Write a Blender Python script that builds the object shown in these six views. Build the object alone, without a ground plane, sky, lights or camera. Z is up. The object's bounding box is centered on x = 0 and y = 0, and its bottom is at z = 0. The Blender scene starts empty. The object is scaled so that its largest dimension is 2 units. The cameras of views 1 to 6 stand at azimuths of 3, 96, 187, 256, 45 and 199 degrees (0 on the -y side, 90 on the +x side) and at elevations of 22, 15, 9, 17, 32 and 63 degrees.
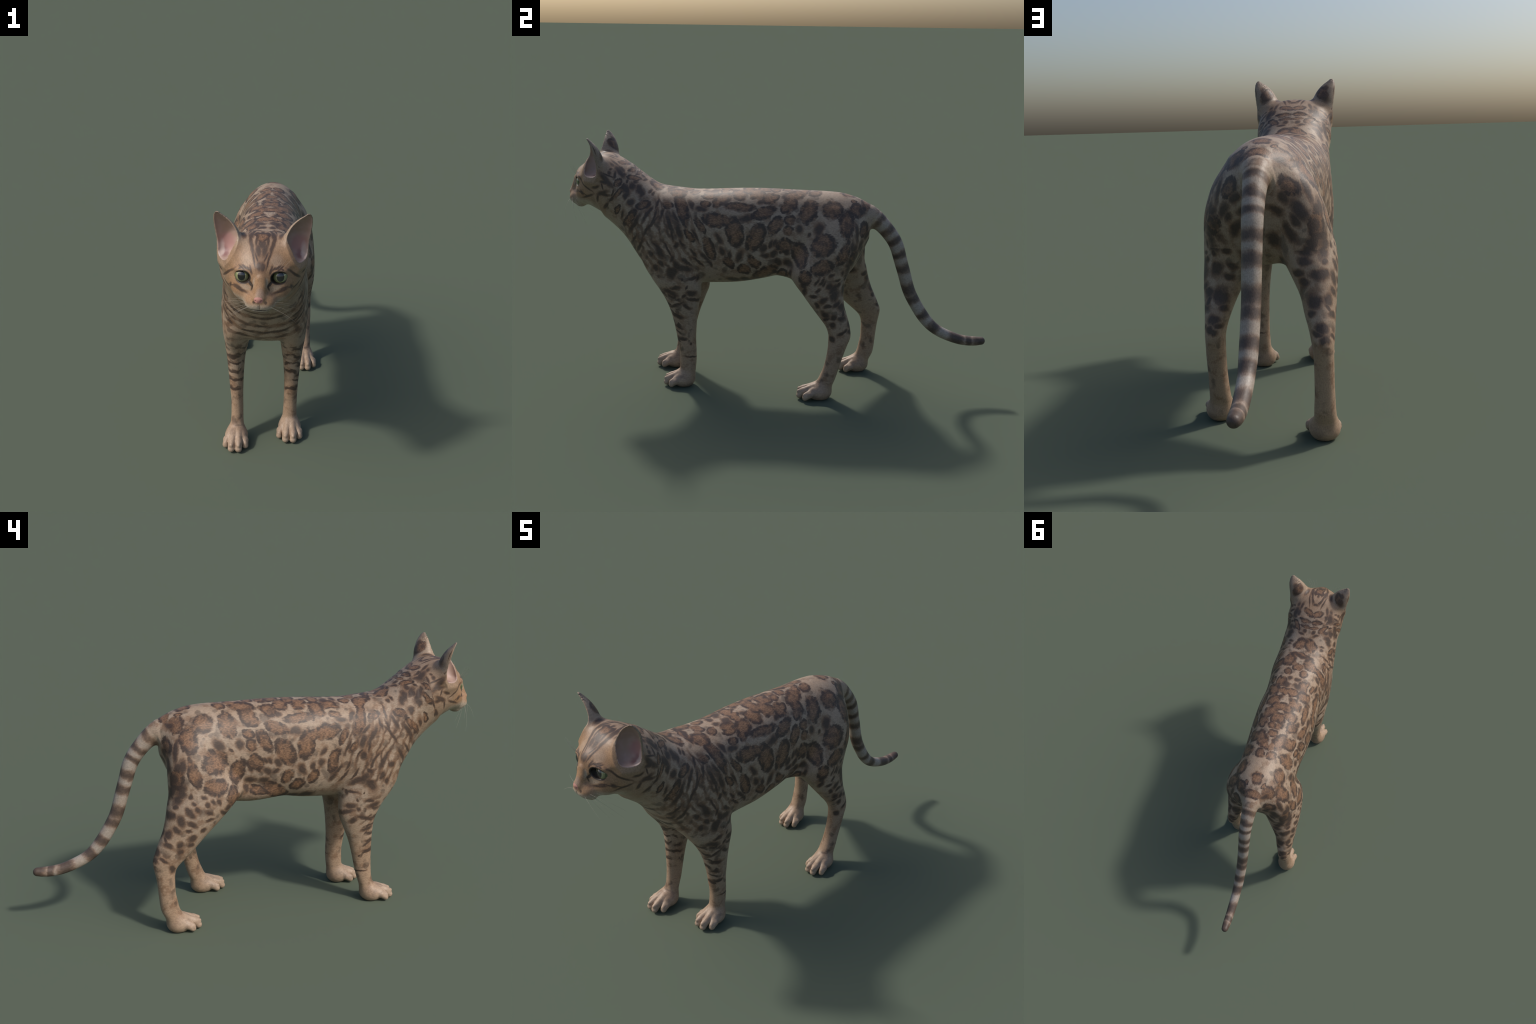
import bpy, math, random
import numpy as np
from mathutils import Vector, Matrix, Euler
from mathutils.bvhtree import BVHTree

X0 = -0.006          # plane of symmetry of the body
STEP = 0.003         # cell size of the body mesh
BLOCK = 8            # fine cells per coarse cell


# ------------------------------------------------------------------ numeric tools
def curve(keys, values, at):
    """Smooth monotone interpolation (Fritsch-Carlson) of one profile column."""
    k, v = np.asarray(keys, float), np.asarray(values, float)
    h, d = np.diff(k), np.diff(v) / np.diff(k)
    m = np.zeros_like(v)
    m[0], m[-1] = d[0], d[-1]
    ok = d[:-1] * d[1:] > 0
    w1, w2 = 2 * h[1:] + h[:-1], h[1:] + 2 * h[:-1]
    with np.errstate(divide="ignore", invalid="ignore"):
        hm = (w1 + w2) / (w1 / d[:-1] + w2 / d[1:])
    m[1:-1] = np.where(ok, hm, 0.0)
    t = np.clip(at, k[0], k[-1])
    i = np.clip(np.searchsorted(k, t) - 1, 0, len(h) - 1)
    s = (t - k[i]) / h[i]
    return ((1 + 2 * s) * (1 - s) ** 2 * v[i] + s * (1 - s) ** 2 * h[i] * m[i]
            + s * s * (3 - 2 * s) * v[i + 1] + s * s * (s - 1) * h[i] * m[i + 1])


def column(keys, values, at, soften):
    """A profile column as a dense table, softened so that no slope changes abruptly."""
    k = np.asarray(keys, float)
    d = np.linspace(k[0] - 3 * soften, k[-1] + 3 * soften, 700)
    inner = np.clip(d, k[0], k[-1])
    v = curve(k, values, inner)
    if soften > 0:
        # continue the end slopes so that softening does not pull the ends
        v = v + np.where(d < k[0], (d - k[0]) * (v[np.searchsorted(d, k[0] + soften)] - values[0]) / soften, 0)
        v = v + np.where(d > k[-1], (d - k[-1]) * (values[-1] - curve(k, values, np.array([k[-1] - soften]))[0]) / soften, 0)
        g = np.exp(-0.5 * (np.arange(-60, 61) * (d[1] - d[0]) / soften) ** 2)
        v = np.convolve(np.pad(v, 60, mode="edge"), g / g.sum(), mode="valid")
    return np.interp(np.clip(at, k[0], k[-1]), d, v)


def join(a, b, k):
    """Smooth union: the two skins flow into each other over a width k."""
    h = np.clip(0.5 + 0.5 * (b - a) / k, 0, 1)
    return b + (a - b) * h - k * h * (1 - h)


def carve(a, b, k):
    """Smooth subtraction of b from a."""
    return -join(-a, b, k)


def ellipsoid(P, c, r, turn=None):
    q = P - np.asarray(c)
    if turn is not None:
        q = q @ np.asarray(Euler(turn).to_matrix())
    r = np.asarray(r)
    k0 = np.sqrt(((q / r) ** 2).sum(1))
    k1 = np.sqrt(((q / (r * r)) ** 2).sum(1)) + 1e-9
    return np.where(k0 < 1e-3, -r.min(), k0 * (k0 - 1) / k1)


def capsule(P, a, b, ra, rb):
    a, b = np.asarray(a, float), np.asarray(b, float)
    d = b - a
    t = np.clip(((P - a) @ d) / (d @ d), 0, 1)
    return np.sqrt((((P - a) - t[:, None] * d) ** 2).sum(1)) - (ra + (rb - ra) * t)


def slices_along_y(P, rows, soften):
    """Loft of cross-sections standing across the spine.
    row: y, top, bottom, half width, height of the greatest width, roundness above, below"""
    T = np.array(rows).T
    y = P[:, 1]
    top, bot, w, zw, nu, nl = (column(T[0], T[i], y, soften) for i in range(1, 7))
    dz, dx = P[:, 2] - zw, np.abs(P[:, 0] - X0)
    up = dz > 0
    n = np.where(up, nu, nl)
    hz = np.where(up, top - zw, zw - bot)
    r = ((dx / w) ** n + (np.abs(dz) / hz) ** n) ** (1 / n)
    rho = np.hypot(dx, dz)
    f = np.where(r > 1e-4, rho * (1 - 1 / np.maximum(r, 1e-4)), -np.minimum(w, hz))
    over = np.maximum(T[0][0] - y, y - T[0][-1])
    return np.where(over > 0, np.hypot(np.maximum(f, 0), over), f)


def slices_along_z(P, rows):
    """Loft of level cross-sections of a leg.  row: z, front y, back y, centre x, half width"""
    T = np.array(sorted(rows)).T
    z = P[:, 2]
    yf, yb, cx, hw = (column(T[0], T[i], z, 0.010) for i in range(1, 5))
    dy, dx = P[:, 1] - (yf + yb) / 2, P[:, 0] - cx
    hy = (yb - yf) / 2
    n = 2.3
    r = ((np.abs(dx) / hw) ** n + (np.abs(dy) / hy) ** n) ** (1 / n)
    rho = np.hypot(dx, dy)
    f = np.where(r > 1e-4, rho * (1 - 1 / np.maximum(r, 1e-4)), -np.minimum(hw, hy))
    over = np.maximum(T[0][0] - z, z - T[0][-1])
    return np.where(over > 0, np.hypot(np.maximum(f, 0), over), f)


def tube(P, pts, radii):
    """Round tube along a smoothed polyline, with round ends."""
    pts, radii = np.asarray(pts, float), np.asarray(radii, float)
    s = np.concatenate([[0], np.cumsum(np.linalg.norm(np.diff(pts, axis=0), axis=1))])
    t = np.linspace(0, s[-1], 48)
    C = np.stack([column(s, pts[:, i], t, 0.022) for i in range(3)], 1)
    R = column(s, radii, t, 0.022)
    best = np.full(len(P), 9.0)
    for i in range(len(t) - 1):
        best = np.minimum(best, capsule(P, C[i], C[i + 1], R[i], R[i + 1]))
    return best


# ------------------------------------------------------------------ the shape of the cat
# y, top, bottom, half width, height of greatest width, roundness above / below
TRUNK = [
    (-0.80, 1.060, 0.788, 0.140, 0.950, 2.1, 2.0),
    (-0.75, 1.064, 0.747, 0.152, 0.920, 2.1, 2.0),
    (-0.70, 1.050, 0.696, 0.152, 0.880, 2.1, 2.0),
    (-0.65, 1.019, 0.620, 0.159, 0.825, 2.15, 2.3),
    (-0.61, 0.988, 0.570, 0.164, 0.775, 2.2, 2.6),
    (-0.55, 0.953, 0.521, 0.171, 0.725, 2.3, 2.8),
    (-0.47, 0.943, 0.498, 0.177, 0.700, 2.45, 2.6),
    (-0.38, 0.936, 0.493, 0.166, 0.710, 2.45, 2.5),
    (-0.29, 0.940, 0.498, 0.160, 0.710, 2.4, 2.5),
    (-0.18, 0.947, 0.506, 0.170, 0.710, 2.3, 2.5),
    (-0.05, 0.951, 0.532, 0.166, 0.720, 2.2, 2.6),
    (0.05, 0.950, 0.556, 0.160, 0.720, 2.08, 2.5),
    (0.14, 0.949, 0.558, 0.159, 0.715, 1.98, 2.4),
    (0.22, 0.948, 0.545, 0.160, 0.720, 2.0, 2.2),
    (0.30, 0.943, 0.535, 0.158, 0.730, 2.0, 2.1),
    (0.37, 0.924, 0.590, 0.138, 0.740, 1.9, 2.0),
    (0.41, 0.900, 0.675, 0.105, 0.765, 1.8, 2.0),
    (0.435, 0.870, 0.735, 0.055, 0.795, 1.8, 2.0)]
HEAD = [
    (-0.952, 0.980, 0.945, 0.012, 0.965, 2.0, 2.0),
    (-0.946, 0.998, 0.920, 0.034, 0.963, 2.0, 2.0),
    (-0.935, 1.016, 0.900, 0.056, 0.960, 2.1, 2.0),
    (-0.920, 1.034, 0.880, 0.079, 0.957, 2.2, 2.0),
    (-0.905, 1.048, 0.864, 0.097, 0.955, 2.2, 2.0),
    (-0.880, 1.071, 0.848, 0.118, 0.955, 2.3, 2.0),
    (-0.850, 1.090, 0.834, 0.135, 0.955, 2.3, 2.0),
    (-0.820, 1.096, 0.818, 0.146, 0.955, 2.3, 2.0),
    (-0.785, 1.093, 0.808, 0.157, 0.960, 2.4, 2.0),
    (-0.740, 1.070, 0.800, 0.157, 0.955, 2.3, 2.0),
    (-0.690, 1.035, 0.820, 0.130, 0.930, 2.1, 2.0)]
# level sections of the legs: z, front y, back y, centre x, half width
LEG = {
    "front_near": [(0.76, -0.54, -0.44, 0.085, 0.03), (0.68, -0.595, -0.40, 0.102, 0.056), (0.60, -0.600, -0.362, 0.106, 0.061), (0.54, -0.572, -0.342, 0.110, 0.058),
                   (0.48, -0.531, -0.335, 0.112, 0.052), (0.43, -0.502, -0.343, 0.112, 0.046), (0.37, -0.478, -0.353, 0.113, 0.039),
                   (0.30, -0.461, -0.359, 0.113, 0.033), (0.237, -0.450, -0.362, 0.112, 0.030), (0.15, -0.438, -0.360, 0.111, 0.029),
                   (0.085, -0.440, -0.365, 0.110, 0.031), (0.05, -0.450, -0.372, 0.110, 0.033), (0.028, -0.44, -0.385, 0.110, 0.022)],
    "front_far": [(0.76, -0.55, -0.45, -0.1, 0.03), (0.68, -0.613, -0.418, -0.114, 0.056), (0.6, -0.613, -0.368, -0.12, 0.06), (0.54, -0.588, -0.35, -0.123, 0.058), (0.48, -0.545, -0.338, -0.123, 0.053), (0.44, -0.52, -0.337, -0.127, 0.047), (0.38, -0.5, -0.357, -0.128, 0.039), (0.3, -0.495, -0.387, -0.126, 0.032), (0.25, -0.495, -0.401, -0.124, 0.029), (0.19, -0.497, -0.415, -0.121, 0.026), (0.12, -0.502, -0.432, -0.119, 0.026), (0.085, -0.511, -0.444, -0.119, 0.028), (0.05, -0.524, -0.453, -0.12, 0.031), (0.028, -0.518, -0.465, -0.12, 0.022)],
    "hind_near": [(0.87, 0.22, 0.34, 0.06, 0.03), (0.80, 0.20, 0.375, 0.085, 0.07), (0.70, 0.138, 0.382, 0.105, 0.089), (0.60, 0.080, 0.350, 0.114, 0.093),
                  (0.55, 0.098, 0.332, 0.123, 0.086), (0.506, 0.134, 0.328, 0.136, 0.074), (0.45, 0.177, 0.333, 0.147, 0.061),
                  (0.407, 0.211, 0.347, 0.154, 0.049), (0.34, 0.259, 0.366, 0.163, 0.036), (0.31, 0.267, 0.369, 0.166, 0.033),
                  (0.27, 0.267, 0.356, 0.167, 0.032), (0.24, 0.265, 0.346, 0.168, 0.032), (0.16, 0.251, 0.322, 0.168, 0.032),
                  (0.107, 0.232, 0.308, 0.168, 0.034), (0.06, 0.215, 0.290, 0.168, 0.036), (0.03, 0.215, 0.275, 0.168, 0.022)],
    "hind_far": [(0.87, 0.23, 0.35, -0.07, 0.03), (0.80, 0.24, 0.40, -0.097, 0.07), (0.70, 0.172, 0.420, -0.116, 0.090), (0.60, 0.106, 0.420, -0.134, 0.094),
                 (0.555, 0.140, 0.431, -0.150, 0.086), (0.50, 0.195, 0.443, -0.166, 0.071), (0.45, 0.248, 0.458, -0.178, 0.057),
                 (0.40, 0.298, 0.480, -0.184, 0.049), (0.36, 0.336, 0.496, -0.190, 0.041), (0.325, 0.376, 0.508, -0.194, 0.036),
                 (0.29, 0.409, 0.503, -0.196, 0.032), (0.25, 0.417, 0.496, -0.197, 0.031), (0.19, 0.417, 0.490, -0.197, 0.031),
                 (0.15, 0.411, 0.487, -0.197, 0.032), (0.105, 0.402, 0.482, -0.196, 0.034), (0.06, 0.385, 0.462, -0.196, 0.036), (0.03, 0.39, 0.445, -0.196, 0.022)]}
# paw: centre x, heel y, toe-tip y, and the x of the four toe tips
PAW = {
    "front_near": (0.111, -0.374, -0.518, (0.068, 0.096, 0.129, 0.156)),
    "front_far": (-0.119, -0.458, -0.606, (-0.162, -0.136, -0.105, -0.078)),
    "hind_near": (0.170, 0.286, 0.127, (0.136, 0.163, 0.194, 0.223)),
    "hind_far": (-0.196, 0.455, 0.308, (-0.229, -0.201, -0.168, -0.140))}
TAIL = [(0.37, 0.862), (0.425, 0.850), (0.455, 0.833), (0.493, 0.801), (0.539, 0.747), (0.563, 0.708), (0.580, 0.650), (0.604, 0.576), (0.630, 0.490),
        (0.667, 0.422), (0.711, 0.356), (0.763, 0.305), (0.827, 0.275), (0.905, 0.254), (0.955, 0.253), (0.981, 0.2565)]
TAIL_R = [0.045, 0.047, 0.043, 0.037, 0.034, 0.033, 0.031, 0.030, 0.029, 0.0285, 0.028, 0.025, 0.0245, 0.023, 0.0225, 0.019]
# ear, level sections: z, inner rim (x, y), outer rim (x, y), depth of the back behind the rims
EAR = [(0.985, 0.128, -0.862, 0.150, -0.815, 0.030), (1.02, 0.106, -0.872, 0.160, -0.797, 0.036), (1.05, 0.094, -0.868, 0.165, -0.798, 0.042),
       (1.09, 0.084, -0.857, 0.172, -0.804, 0.045), (1.12, 0.094, -0.848, 0.176, -0.811, 0.036), (1.145, 0.112, -0.845, 0.178, -0.818, 0.025),
       (1.163, 0.132, -0.845, 0.176, -0.826, 0.016), (1.173, 0.147, -0.845, 0.173, -0.832, 0.011), (1.181, 0.156, -0.844, 0.168, -0.839, 0.006)]


def ear_field(P, side):
    T = np.array(EAR).T
    z = P[:, 2]
    xi, yi, xo, yo, d = (curve(T[0], T[i], z) for i in range(1, 6))
    X = (P[:, 0] - X0) * side
    tx, ty = xo - xi, yo - yi
    L = np.hypot(tx, ty)
    h = L / 2
    tx, ty = tx / L, ty / L
    nx, ny = -ty, tx                      # towards the back and the crown
    qx, qy = X - (xi + xo) / 2, P[:, 1] - (yi + yo) / 2
    t, n = qx * tx + qy * ty, qx * nx + qy * ny

    def dome(hh, dd):
        r = np.sqrt((t / hh) ** 2 + (n / dd) ** 2)
        rho = np.hypot(t, n)
        return np.where(r > 1e-4, rho * (1 - 1 / np.maximum(r, 1e-4)), -np.minimum(hh, dd))

    shell = np.maximum(dome(h, d), -(n + 0.0015))
    over = np.maximum(T[0][0] - z, z - T[0][-1])
    shell = np.where(over > 0, np.hypot(np.maximum(shell, 0), over), shell)
    wall = 0.0062
    hh, dd = np.maximum(h - wall, 1e-3), np.maximum(d - wall, 1e-3)
    dd = np.where(n < 0, 0.03, dd)
    hollow = -join(-np.maximum(dome(hh, dd), 3 * (0.0105 - np.minimum(h, d + 0.002))), z - 1.008 - 0.25 * np.clip(n, -0.02, 0.03), 0.02)
    return shell, hollow


def toes(P, kind):
    """A paw: pad, instep and four rounded toes lying side by side."""
    cx, heel, tip, xs = PAW[kind]
    L = heel - tip
    pad = ellipsoid(P, ((cx + xs[1]) / 2 + (xs[2] - xs[1]) / 4, heel - 0.36 * L, 0.032), (0.050, 0.36 * L, 0.041))
    ball = ellipsoid(P, (cx, heel - 0.26 * L, 0.032), (0.038, 0.26 * L, 0.033))
    f = join(pad, ball, 0.02)
    best = np.full(len(P), 9.0)
    for i, x in enumerate(xs):
        outer = i in (0, 3)
        y = tip + (0.030 if outer else 0.0)
        r = 0.0142 if outer else 0.0152
        a = (cx + (x - cx) * 0.62, tip + 0.50 * L, 0.040 if outer else 0.052)
        k = (x - 0.06 * (x - cx), y + 0.034, 0.030 if outer else 0.036)
        b = (x, y + r, 0.0165)
        toe = join(capsule(P, a, k, r * 1.05, r * 1.02), capsule(P, k, b, r * 1.02, r), 0.006)
        ridge = capsule(P, (a[0], a[1], a[2] + 0.010), (x, y + 0.011, 0.030 if outer else 0.036), 0.010, 0.0085)
        toe = join(toe, ridge, 0.008)
        best = join(best, toe, 0.003)
    f = join(f, best, 0.009)
    return np.maximum(f, 0.0005 - P[:, 2])


def local(P, f, box, fn, mix):
    """Blend a piece in, evaluating it only near its own box (P is sorted along y)."""
    lo, hi = box
    a, b = np.searchsorted(P[:, 1], (lo[1], hi[1]))
    if a == b:
        return
    X, Z = P[a:b, 0], P[a:b, 2]
    m = a + np.flatnonzero((X > lo[0]) & (X < hi[0]) & (Z > lo[2]) & (Z < hi[2]))
    if len(m):
        f[m] = mix(f[m], fn(P[m]), P[m])


def cat_field(points):
    """Signed distance, roughly, to the skin of the whole cat (negative inside)."""
    order = np.argsort(points[:, 1])
    out = np.empty(len(points))
    out[order] = cat_field_sorted(points[order])
    return out


def cat_field_sorted(P):
    f = np.full(len(P), 0.2)
    put = lambda box, fn, k: local(P, f, box, fn, lambda a, b, Q: join(a, b, k))
    cut = lambda box, fn, k: local(P, f, box, fn, lambda a, b, Q: carve(a, b, k))
    big = 0.07
    put(((-1, -0.92, 0.38), (1, 0.53, 1.2)), lambda Q: slices_along_y(Q, TRUNK, 0.022), 0.01)
    put(((-1, -1.1, 0.7), (1, -0.6, 1.25)), lambda Q: slices_along_y(Q, HEAD, 0.005), 0.03)
    for kind, rows in LEG.items():
        A = np.array(rows)
        lo = (min(A[:, 3] - A[:, 4]) - big, A[:, 1].min() - big, -0.05)
        hi = (max(A[:, 3] + A[:, 4]) + big, A[:, 2].max() + big, A[:, 0].max() + big)
        put((lo, hi), lambda Q: slices_along_z(Q, rows), 0.040 if kind.startswith("hind") else 0.032)
        cx, heel, tip, xs = PAW[kind]
        put(((cx - 0.12, tip - 0.06, -0.06), (cx + 0.12, heel + 0.06, 0.16)), lambda Q: toes(Q, kind), 0.022)
    put(((-0.05, -0.2, 0.4), (0.25, 0.4, 0.75)), lambda Q: ellipsoid(Q, (0.085, 0.095, 0.592), (0.052, 0.080, 0.032)), 0.035)
    put(((-0.25, -0.2, 0.4), (0.05, 0.4, 0.75)), lambda Q: ellipsoid(Q, (-0.088, 0.055, 0.572), (0.060, 0.15, 0.046)), 0.04)
    put(((-0.12, 0.3, 0.15), (0.12, 1.1, 0.98)), lambda Q: tube(Q, [(-0.004, y, z) for y, z in TAIL], TAIL_R), 0.035)
    # face
    face = lambda c, s=0.08: (tuple(v - s for v in c), tuple(v + s for v in c))
    at = lambda x, y, z: (X0 + x, y, z)
    c = at(0, -0.932, 0.888)
    put(face(c, 0.13), lambda Q: ellipsoid(Q, c, (0.058, 0.048, 0.044)), 0.035)          # muzzle
    for s in (-1, 1):
        c1 = at(0.018 * s, -0.952, 0.884)
        put(face(c1), lambda Q: ellipsoid(Q, c1, (0.029, 0.0265, 0.0210)), 0.016)        # whisker pads
    c2 = at(0, -0.931, 0.854)
    put(face(c2), lambda Q: ellipsoid(Q, c2, (0.038, 0.023, 0.0175)), 0.008)             # chin
    put((at(-0.1, -1.06, 0.84), at(0.1, -0.85, 1.08)), lambda Q: capsule(Q, at(0, -0.918, 0.995), at(-0.002, -0.962, 0.922), 0.030, 0.0175), 0.026)
    c3 = at(-0.004, -0.9725, 0.9095)
    put(face(c3), lambda Q: ellipsoid(Q, c3, (0.0185, 0.0145, 0.0125)), 0.010)           # tip of the nose
    for s in (-1, 1):
        c4 = at(0.067 * s, -0.897, 0.912)
        put(face(c4, 0.1), lambda Q: ellipsoid(Q, c4, (0.032, 0.030, 0.034)), 0.035)     # cheeks
        c10 = at(0.066 * s, -0.914, 0.993)
        put(face(c10, 0.09), lambda Q: ellipsoid(Q, c10, (0.032, 0.016, 0.012), (0, 0.05 * s, 0.45 * s)), 0.02)     # brows
        c5 = at(0.0675 * s, -0.936, 0.9708)
        cut(face(c5), lambda Q: ellipsoid(Q, c5, (0.0312, 0.034, 0.0226), (0, 0.24 * s, 0.35 * s)), 0.003)          # eye openings
        c6 = at(0.040 * s, -0.953, 0.958)
        cut(face(c6), lambda Q: ellipsoid(Q, c6, (0.016, 0.012, 0.0075), (0, -0.65 * s, 0.5 * s)), 0.006)           # inner corners
        c7 = at(-0.004 + 0.0105 * s, -0.987, 0.9045)
        cut(face(c7), lambda Q: ellipsoid(Q, c7, (0.0035, 0.006, 0.003), (0, 0.5 * s, 0)), 0.003)                   # nostrils
        ear_box = (at(min(0.03 * s, 0.24 * s), -0.96, 0.92), at(max(0.03 * s, 0.24 * s), -0.66, 1.23))
        local(P, f, ear_box, lambda Q: np.stack(ear_field(Q, s), 1),
              lambda a, b, Q: carve(join(a, b[:, 0], 0.050 * np.clip((1.15 - Q[:, 2]) / 0.08, 0.08, 1)), b[:, 1], 0.003))
    # the line of the mouth and the groove under the nose
    c8 = at(0, -0.960, 0.8640)
    cut(face(c8), lambda Q: ellipsoid(Q, c8, (0.037, 0.026, 0.0022)), 0.003)
    c9 = at(-0.003, -0.985, 0.881)
    cut(face(c9), lambda Q: ellipsoid(Q, c9, (0.0012, 0.010, 0.012)), 0.003)
    return f


# ------------------------------------------------------------------ skinning the field
def skin():
    """Dual contouring (surface nets) of the field on a sparse grid, then exact projection."""
    lo, hi = np.array([-0.30, -1.04, -0.03]), np.array([0.30, 1.04, 1.23])
    big = STEP * BLOCK
    n = np.ceil((hi - lo) / big).astype(int)
    ax = [lo[i] + (np.arange(n[i]) + 0.5) * big for i in range(3)]
    G = np.stack(np.meshgrid(*ax, indexing="ij"), -1).reshape(-1, 3)
    fc = cat_field(G)
    F = np.repeat(np.repeat(np.repeat(fc.reshape(n).astype(np.float32), BLOCK, 0), BLOCK, 1), BLOCK, 2)
    near = np.argwhere((np.abs(fc) < big * 1.6).reshape(n))
    sub = np.stack(np.meshgrid(*[np.arange(BLOCK)] * 3, indexing="ij"), -1).reshape(-1, 3)
    for part in np.array_split(near, max(1, len(near) // 800)):
        I = (part[:, None, :] * BLOCK + sub[None]).reshape(-1, 3)
        F[I[:, 0], I[:, 1], I[:, 2]] = cat_field(lo + (I + 0.5) * STEP)
    S = F < 0
    total = sum(S[a:S.shape[0] - 1 + a, b:S.shape[1] - 1 + b, c:S.shape[2] - 1 + c].astype(np.int8) for a in (0, 1) for b in (0, 1) for c in (0, 1))
    cells = np.argwhere((total > 0) & (total < 8))
    del total
    index = np.full(np.array(S.shape) - 1, -1, np.int32)
    index[cells[:, 0], cells[:, 1], cells[:, 2]] = np.arange(len(cells))
    corner = np.array([(a, b, c) for a in (0, 1) for b in (0, 1) for c in (0, 1)])
    V = np.stack([F[tuple((cells + k).T)] for k in corner], 1)
    acc, cnt = np.zeros((len(cells), 3)), np.zeros(len(cells))
    for i in range(8):
        for j in range(i + 1, 8):
            if np.abs(corner[i] - corner[j]).sum() == 1:
                m = (V[:, i] < 0) != (V[:, j] < 0)
                t = V[m, i] / (V[m, i] - V[m, j])
                acc[m] += corner[i] + t[:, None] * (corner[j] - corner[i])
                cnt[m] += 1
    verts = lo + (cells + acc / cnt[:, None] + 0.5) * STEP
    quads = []
    for axis in range(3):
        u, v = (axis + 1) % 3, (axis + 2) % 3
        a = [slice(None)] * 3
        b = [slice(None)] * 3
        a[axis], b[axis] = slice(0, -1), slice(1, None)
        E = np.argwhere(S[tuple(a)] != S[tuple(b)])
        flip = S[tuple(E.T)]
        du, dv = np.eye(3, dtype=int)[u], np.eye(3, dtype=int)[v]
        Q = np.stack([index[tuple((E - du * i - dv * j).T)] for i, j in ((1, 1), (0, 1), (0, 0), (1, 0))], 1)
        Q[~flip] = Q[~flip][:, ::-1]
        quads.append(Q)
    quads = np.concatenate(quads)
    e = 0.0006
    K = np.array([(1, -1, -1), (-1, -1, 1), (-1, 1, -1), (1, 1, 1)], float)
    for _ in range(1):
        fs = np.stack([cat_field(verts + k * e) for k in K], 1)
        g = (fs @ K) / (4 * e)
        step = fs.mean(1)[:, None] * g / np.maximum((g * g).sum(1), 0.15)[:, None]
        length = np.linalg.norm(step, axis=1)
        verts = verts - step * np.minimum(1, 0.0018 / np.maximum(length, 1e-9))[:, None]
    return verts, quads


def relax(verts, quads, rounds, amount, only=None):
    """Even the skin a little without shrinking it (Taubin)."""
    if only is not None:
        keep = np.flatnonzero(only)
        part = np.full(len(verts), -1)
        part[keep] = np.arange(len(keep))
        inner = (part[quads] >= 0).all(1)
        fixed = np.zeros(len(verts), bool)
        fixed[quads[~inner].ravel()] = True
        done = relax(verts[keep], part[quads[inner]], rounds, amount)
        verts = verts.copy()
        free = ~fixed[keep]
        verts[keep[free]] = done[free]
        return verts
    a = np.concatenate([quads[:, 0], quads[:, 1], quads[:, 2], quads[:, 3]])
    b = np.concatenate([quads[:, 1], quads[:, 2], quads[:, 3], quads[:, 0]])
    a, b = np.concatenate([a, b]), np.concatenate([b, a])
    deg = np.maximum(np.bincount(a, minlength=len(verts)), 1)[:, None]
    for k in range(rounds):
        for w in (amount, -amount * 1.03):
            mean = np.stack([np.bincount(a, verts[b, i], len(verts)) for i in range(3)], 1) / deg
            verts = verts + w * (mean - verts)
    return verts


# Markings of the coat, as seen on one flank (the other mirrors it):
# kind (R rosette, S solid spot or stroke), centre x off the symmetry plane, y, z,
# turn in degrees from the run of the fur, half length, half width
MARKS = {}
MARKS["rump"] = [          # rosettes of the rump and haunch
    ("R", 0.006, 0.327, 0.936, 7, 0.032, 0.023), ("R", 0.046, 0.356, 0.915, 11, 0.017, 0.010), ("R", 0.079, 0.371, 0.882, -8, 0.031, 0.038),
    ("R", 0.110, 0.269, 0.887, 12, 0.039, 0.043), ("R", 0.116, 0.159, 0.882, 76, 0.057, 0.035), ("R", 0.144, 0.332, 0.827, 90, 0.060, 0.032),
    ("S", 0.143, 0.387, 0.789, -81, 0.045, 0.010), ("S", 0.155, 0.204, 0.804, 57, 0.027, 0.017), ("S", 0.153, 0.117, 0.804, 87, 0.019, 0.013),
    ("R", 0.142, 0.074, 0.842, 22, 0.025, 0.019), ("R", 0.157, 0.069, 0.797, 32, 0.025, 0.021), ("R", 0.182, 0.226, 0.736, -78, 0.048, 0.050),
    ("R", 0.158, 0.132, 0.684, -69, 0.056, 0.034), ("R", 0.203, 0.322, 0.699, 73, 0.050, 0.027), ("S", 0.181, 0.372, 0.734, 88, 0.027, 0.013),
    ("S", 0.181, 0.341, 0.759, 89, 0.012, 0.007), ("R", 0.174, 0.398, 0.682, 61, 0.039, 0.031), ("R", 0.213, 0.235, 0.638, 13, 0.048, 0.030),
    ("R", 0.194, 0.156, 0.589, 83, 0.034, 0.031), ("S", 0.137, 0.099, 0.597, 87, 0.020, 0.009), ("S", 0.144, 0.076, 0.641, -33, 0.020, 0.016),
    ("S", 0.149, 0.027, 0.641, 13, 0.018, 0.016), ("S", 0.159, 0.155, 0.778, 52, 0.010, 0.007), ("R", 0.033, 0.182, 0.943, 14, 0.031, 0.024),
    ("R", 0.050, 0.088, 0.939, 24, 0.052, 0.029), ("R", 0.116, 0.053, 0.890, 29, 0.027, 0.020), ("S", 0.193, 0.384, 0.623, 50, 0.027, 0.016),
    ("S", 0.159, 0.413, 0.632, 70, 0.033, 0.018),
]
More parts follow.
